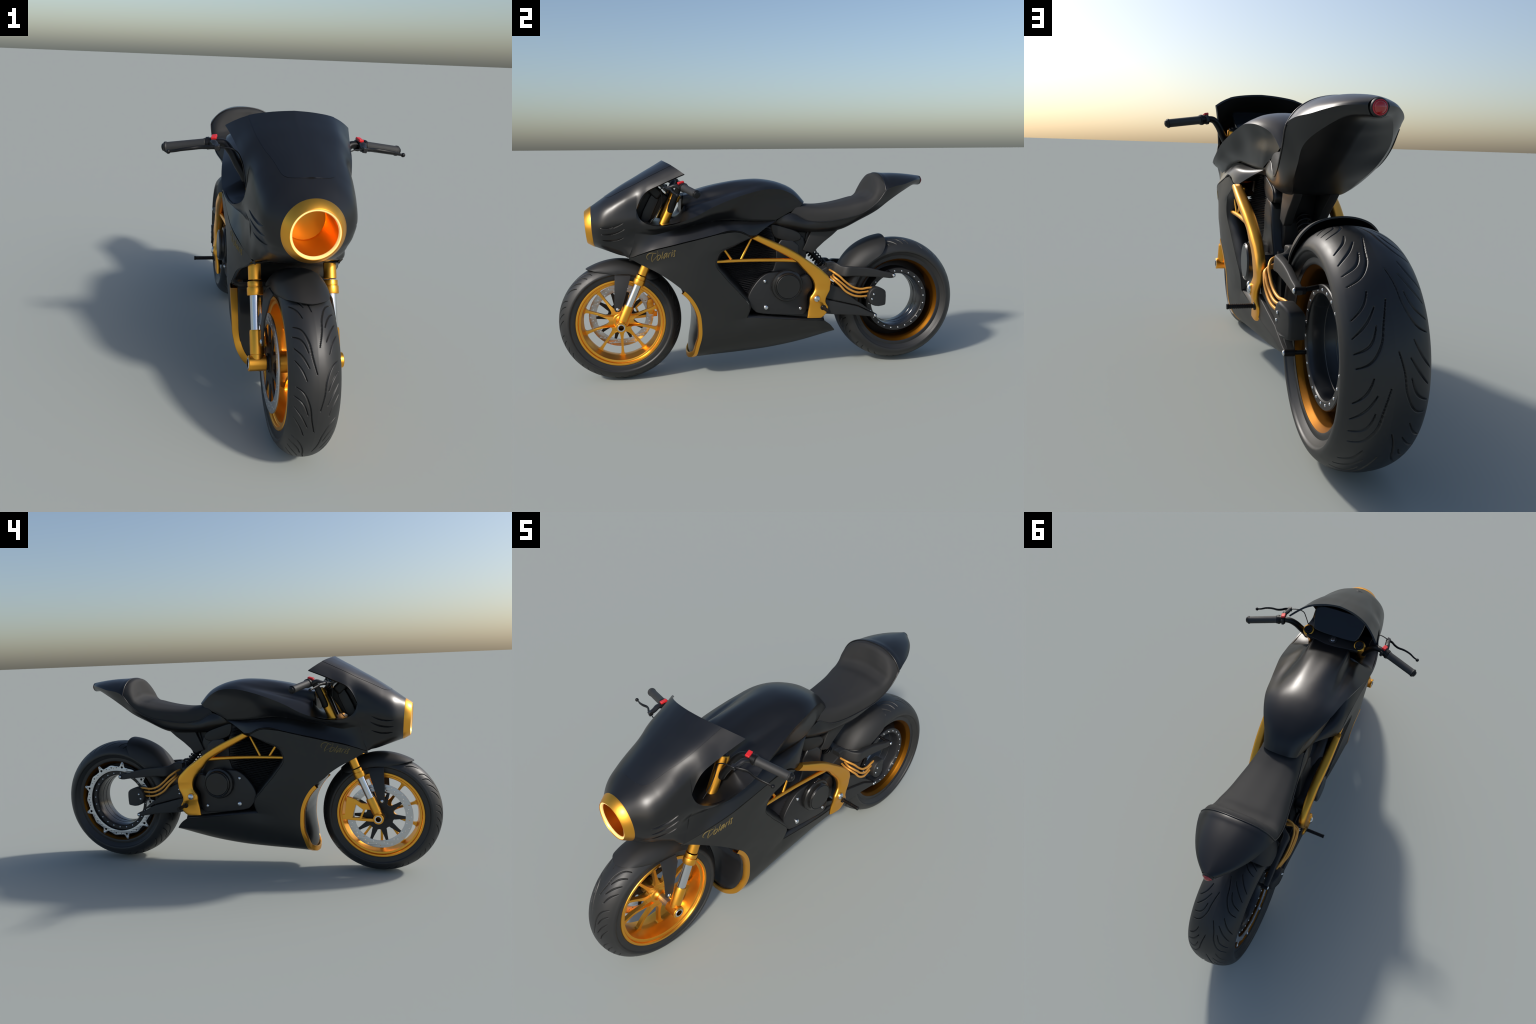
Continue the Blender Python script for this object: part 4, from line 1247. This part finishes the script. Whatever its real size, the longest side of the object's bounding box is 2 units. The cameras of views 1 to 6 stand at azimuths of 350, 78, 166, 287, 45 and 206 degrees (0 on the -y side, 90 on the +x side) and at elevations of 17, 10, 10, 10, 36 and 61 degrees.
part("damper_body", rod(ax0 - dirn * .01, ax1 + dirn * .02, .0125, 20), M_DARK, SP)
part("damper_seat", rod(ax1 - dirn * .002, ax1 + dirn * .008, .027, 24), M_BAR, SP)

UAS = [((.300, .535), (.300, .485), .062, .020), ((.345, .535), (.335, .482), .066, .016), ((.365, .522), (.352, .474), .088, .016), ((.392, .520), (.378, .470), .1195, .015), ((.430, .517), (.420, .471), .1215, .014),
 ((.482, .512), (.474, .4665), .122, .013), ((.539, .500), (.530, .4615), .1225, .012), ((.592, .485), (.585, .456), .1235, .0115), ((.630, .4765), (.626, .4515), .124, .011), ((.646, .467), (.643, .456), .124, .008)]
UA = part("swingarm_upper", oval_loft(UAS, 3, 24, .32), M_ARM, BIKE, 28)
UA2 = mirrored(UA)
yz_plate("swingarm_body", [np.array([(.245, .485), (.290, .510), (.330, .521), (.368, .517), (.400, .490), (.400, .460), (.27, .450)])], -.080, .080, M_ARM, BIKE, .006)
la_x = lambda y, z: np.interp(y, [.27, .55], [.008, -.012])
lu_ = [(.258, .452), (.296, .441), (.361, .412), (.436, .348), (.474, .324), (.513, .291), (.544, .2705), (.446, .3215), (.258, .3745)]
ll_ = [(.258, .3695), (.446, .3170), (.513, .282), (.546, .2685), (.5445, .2615), (.535, .259), (.509, .261), (.419, .2765), (.318, .287), (.258, .296)]
LA = yz_plate("swingarm_lower", [np.array(ll_)], .118, .146, M_ARM, BIKE, .003, la_x)
LA1 = yz_plate("swingarm_gusset", [np.array(lu_)], .120, .143, M_ARM, LA, .003, lambda y, z: la_x(y, z) - .006)
GLINT = None
LA2 = mirrored(LA)
c = LA1.copy(); SC.objects.link(c); c.parent = LA2
for y, z in ((.296, .408), (.295, .386)):
    bolt((-.145, y, z), (-1, 0, 0), .0052, LA)
for sx in (1, -1):
    for (y, z), xt in (((.634, .4655), .135), ((.540, .264), .133)):
        a = np.arctan2(z - RW[1], y - RW[0])
        hp = (sx * .069, RW[0] + .158 * math.cos(a), RW[1] + .158 * math.sin(a))
        part("arm_link", rod((sx * (xt - .008), y, z), hp, .0062, 14), M_BAR, UA if sx > 0 else UA2) if False else None
        l = part("arm_link", rod((sx * (xt - .012), y, z), hp, .0065, 14), M_BAR, BIKE)
        part("link_knuckle", rod((sx * (xt - .030), y, z), (sx * (xt + .002), y, z), .0105, 16), M_BAR, l)
        bolt((sx * (xt + .002), y, z), (sx, 0, 0), .0078, l)
# motor controller boxes and hoses
bx = [(.530, .414), (.558, .409), (.589, .394), (.597, .378), (.596, .321), (.589, .314), (.541, .3135), (.512, .325), (.495, .350), (.495, .378), (.508, .402)]
def bulge(y, z):
    return np.where(True, np.interp(y, [.49, .55, .60], [.004, .0, -.018]), 0)
BX = yz_plate("controller_box", [chaikin(np.array(bx), 1)], .104, .152, M_ARM, BIKE, .007, bulge)
BX2 = mirrored(BX)
for sx in (1, -1):
    for y, z in ((.523, .378), (.514, .354)):
        bolt((sx * .153, y, z), (sx, 0, 0), .0052, BX)
    part("box_mount", rod((sx * .10, .50, .355), (sx * .062, .530, .335), .010, 14), M_BAR, BX)
hoses = [
 [(.060, .318, .497), (.092, .314, .499), (.124, .322, .494), (.139, .345, .477), (.142, .378, .446), (.139, .424, .415), (.134, .466, .405), (.129, .499, .407), (.122, .540, .404)],
 [(.095, .330, .478), (.128, .322, .472), (.147, .335, .460), (.150, .360, .439), (.147, .393, .411), (.140, .448, .3885), (.132, .476, .3875), (.126, .510, .389)],
 [(.085, .322, .466), (.118, .312, .466), (.144, .318, .458), (.152, .342, .436), (.151, .378, .399), (.144, .432, .3725), (.135, .462, .367), (.126, .500, .366)],
]
hv = [tube(spline(h, 8), .0053, 12) for h in hoses]
for v in hv:
    h_ = part("coolant_hose", v, M_HOSE, BX, 60)
    c = h_.copy(); SC.objects.link(c); c.parent = BX2

# rear mudguard hugging the tyre
HUGP = [   # rows from the crown outwards: half width, (angle round the wheel, radius)
 ([0, 0, 0, 0, 0, 0], [(150, .345), (140, .350), (128, .352), (116, .349), (107, .346), (101.6, .344)]),
 ([.042, .044, .045, .046, .046, .045], [(149, .341), (140, .345), (128, .347), (116, .344), (107, .341), (102.0, .339)]),
 ([.076, .079, .082, .084, .084, .082], [(147, .326), (139, .329), (128, .330), (116, .3285), (108, .3265), (103.4, .3255)]),
 ([.102, .106, .109, .111, .111, .108], [(143, .299), (137, .301), (128, .302), (118, .302), (110.5, .302), (106, .304)]),
 ([.1160, .1200, .1230, .1250, .1255, .1225], [(136, .2700), (131.5, .2690), (126, .2685), (120.5, .2690), (115.5, .2720), (111.5, .2790)]),
]
HUG = [[(x, RW[0] + r * math.cos(rad(a)), RW[1] + r * math.sin(rad(a))) for x, (a, r) in zip(xs, ar)] for xs, ar in HUGP]
hg = across([spline(r, 10) for r in HUG], 8, True)
me = mesh("rear_mudguard", *surf(hg))
bm = bmesh.new(); bm.from_mesh(me); bm.normal_update()
t = max(bm.faces, key=lambda f: f.calc_center_median().z)
if t.normal.z < 0:
    bmesh.ops.reverse_faces(bm, faces=bm.faces)
bm.to_mesh(me); bm.free()
make_shell("rear_mudguard", me, .005, M_ARM, M_DARK, 50, BIKE)

# white sun glint on the lower arm, modelled as a tilted glossy strip
h_ = np.array([.62, .26, .74]); h_ /= np.linalg.norm(h_)
t_ = np.array([-.013, .122, -.046]); t_ -= h_ * (t_ @ h_); t_ /= np.linalg.norm(t_)
w_ = np.cross(h_, t_)
GLINT = part("arm_glint_strip", box((.1405, .360, .332), (.135, .010, .003), np.stack([t_, w_, h_], axis=1)), M_TUBE, LA, 30)
c = GLINT.copy(); SC.objects.link(c); c.parent = LA2
# dark packing behind the open seams, so that no daylight shows through
def backing(name, curve, up, down, inset, parent):
    c = np.asarray(curve)
    a = c + np.array([-inset, 0, up]); b = c + np.array([-inset, 0, -down])
    m_ = c + np.array([-inset * .8, 0, 0])
    o = part(name, surf(np.stack([a, m_, b])), M_DARK, parent, 60)
    sm = o.modifiers.new("Solidify", "SOLIDIFY"); sm.thickness = .002
    mirrored(o)
    return o
backing("seam_packing", fl_u[3][5 * SUB:], .014, .026, .012, TANK)
backing("panel_packing", strip_u[2], .010, .018, .010, LOWER)
tmp = [o for o in bpy.data.objects if o.type == "MESH" and not o.data.polygons]
for o in tmp:
    bpy.data.objects.remove(o)
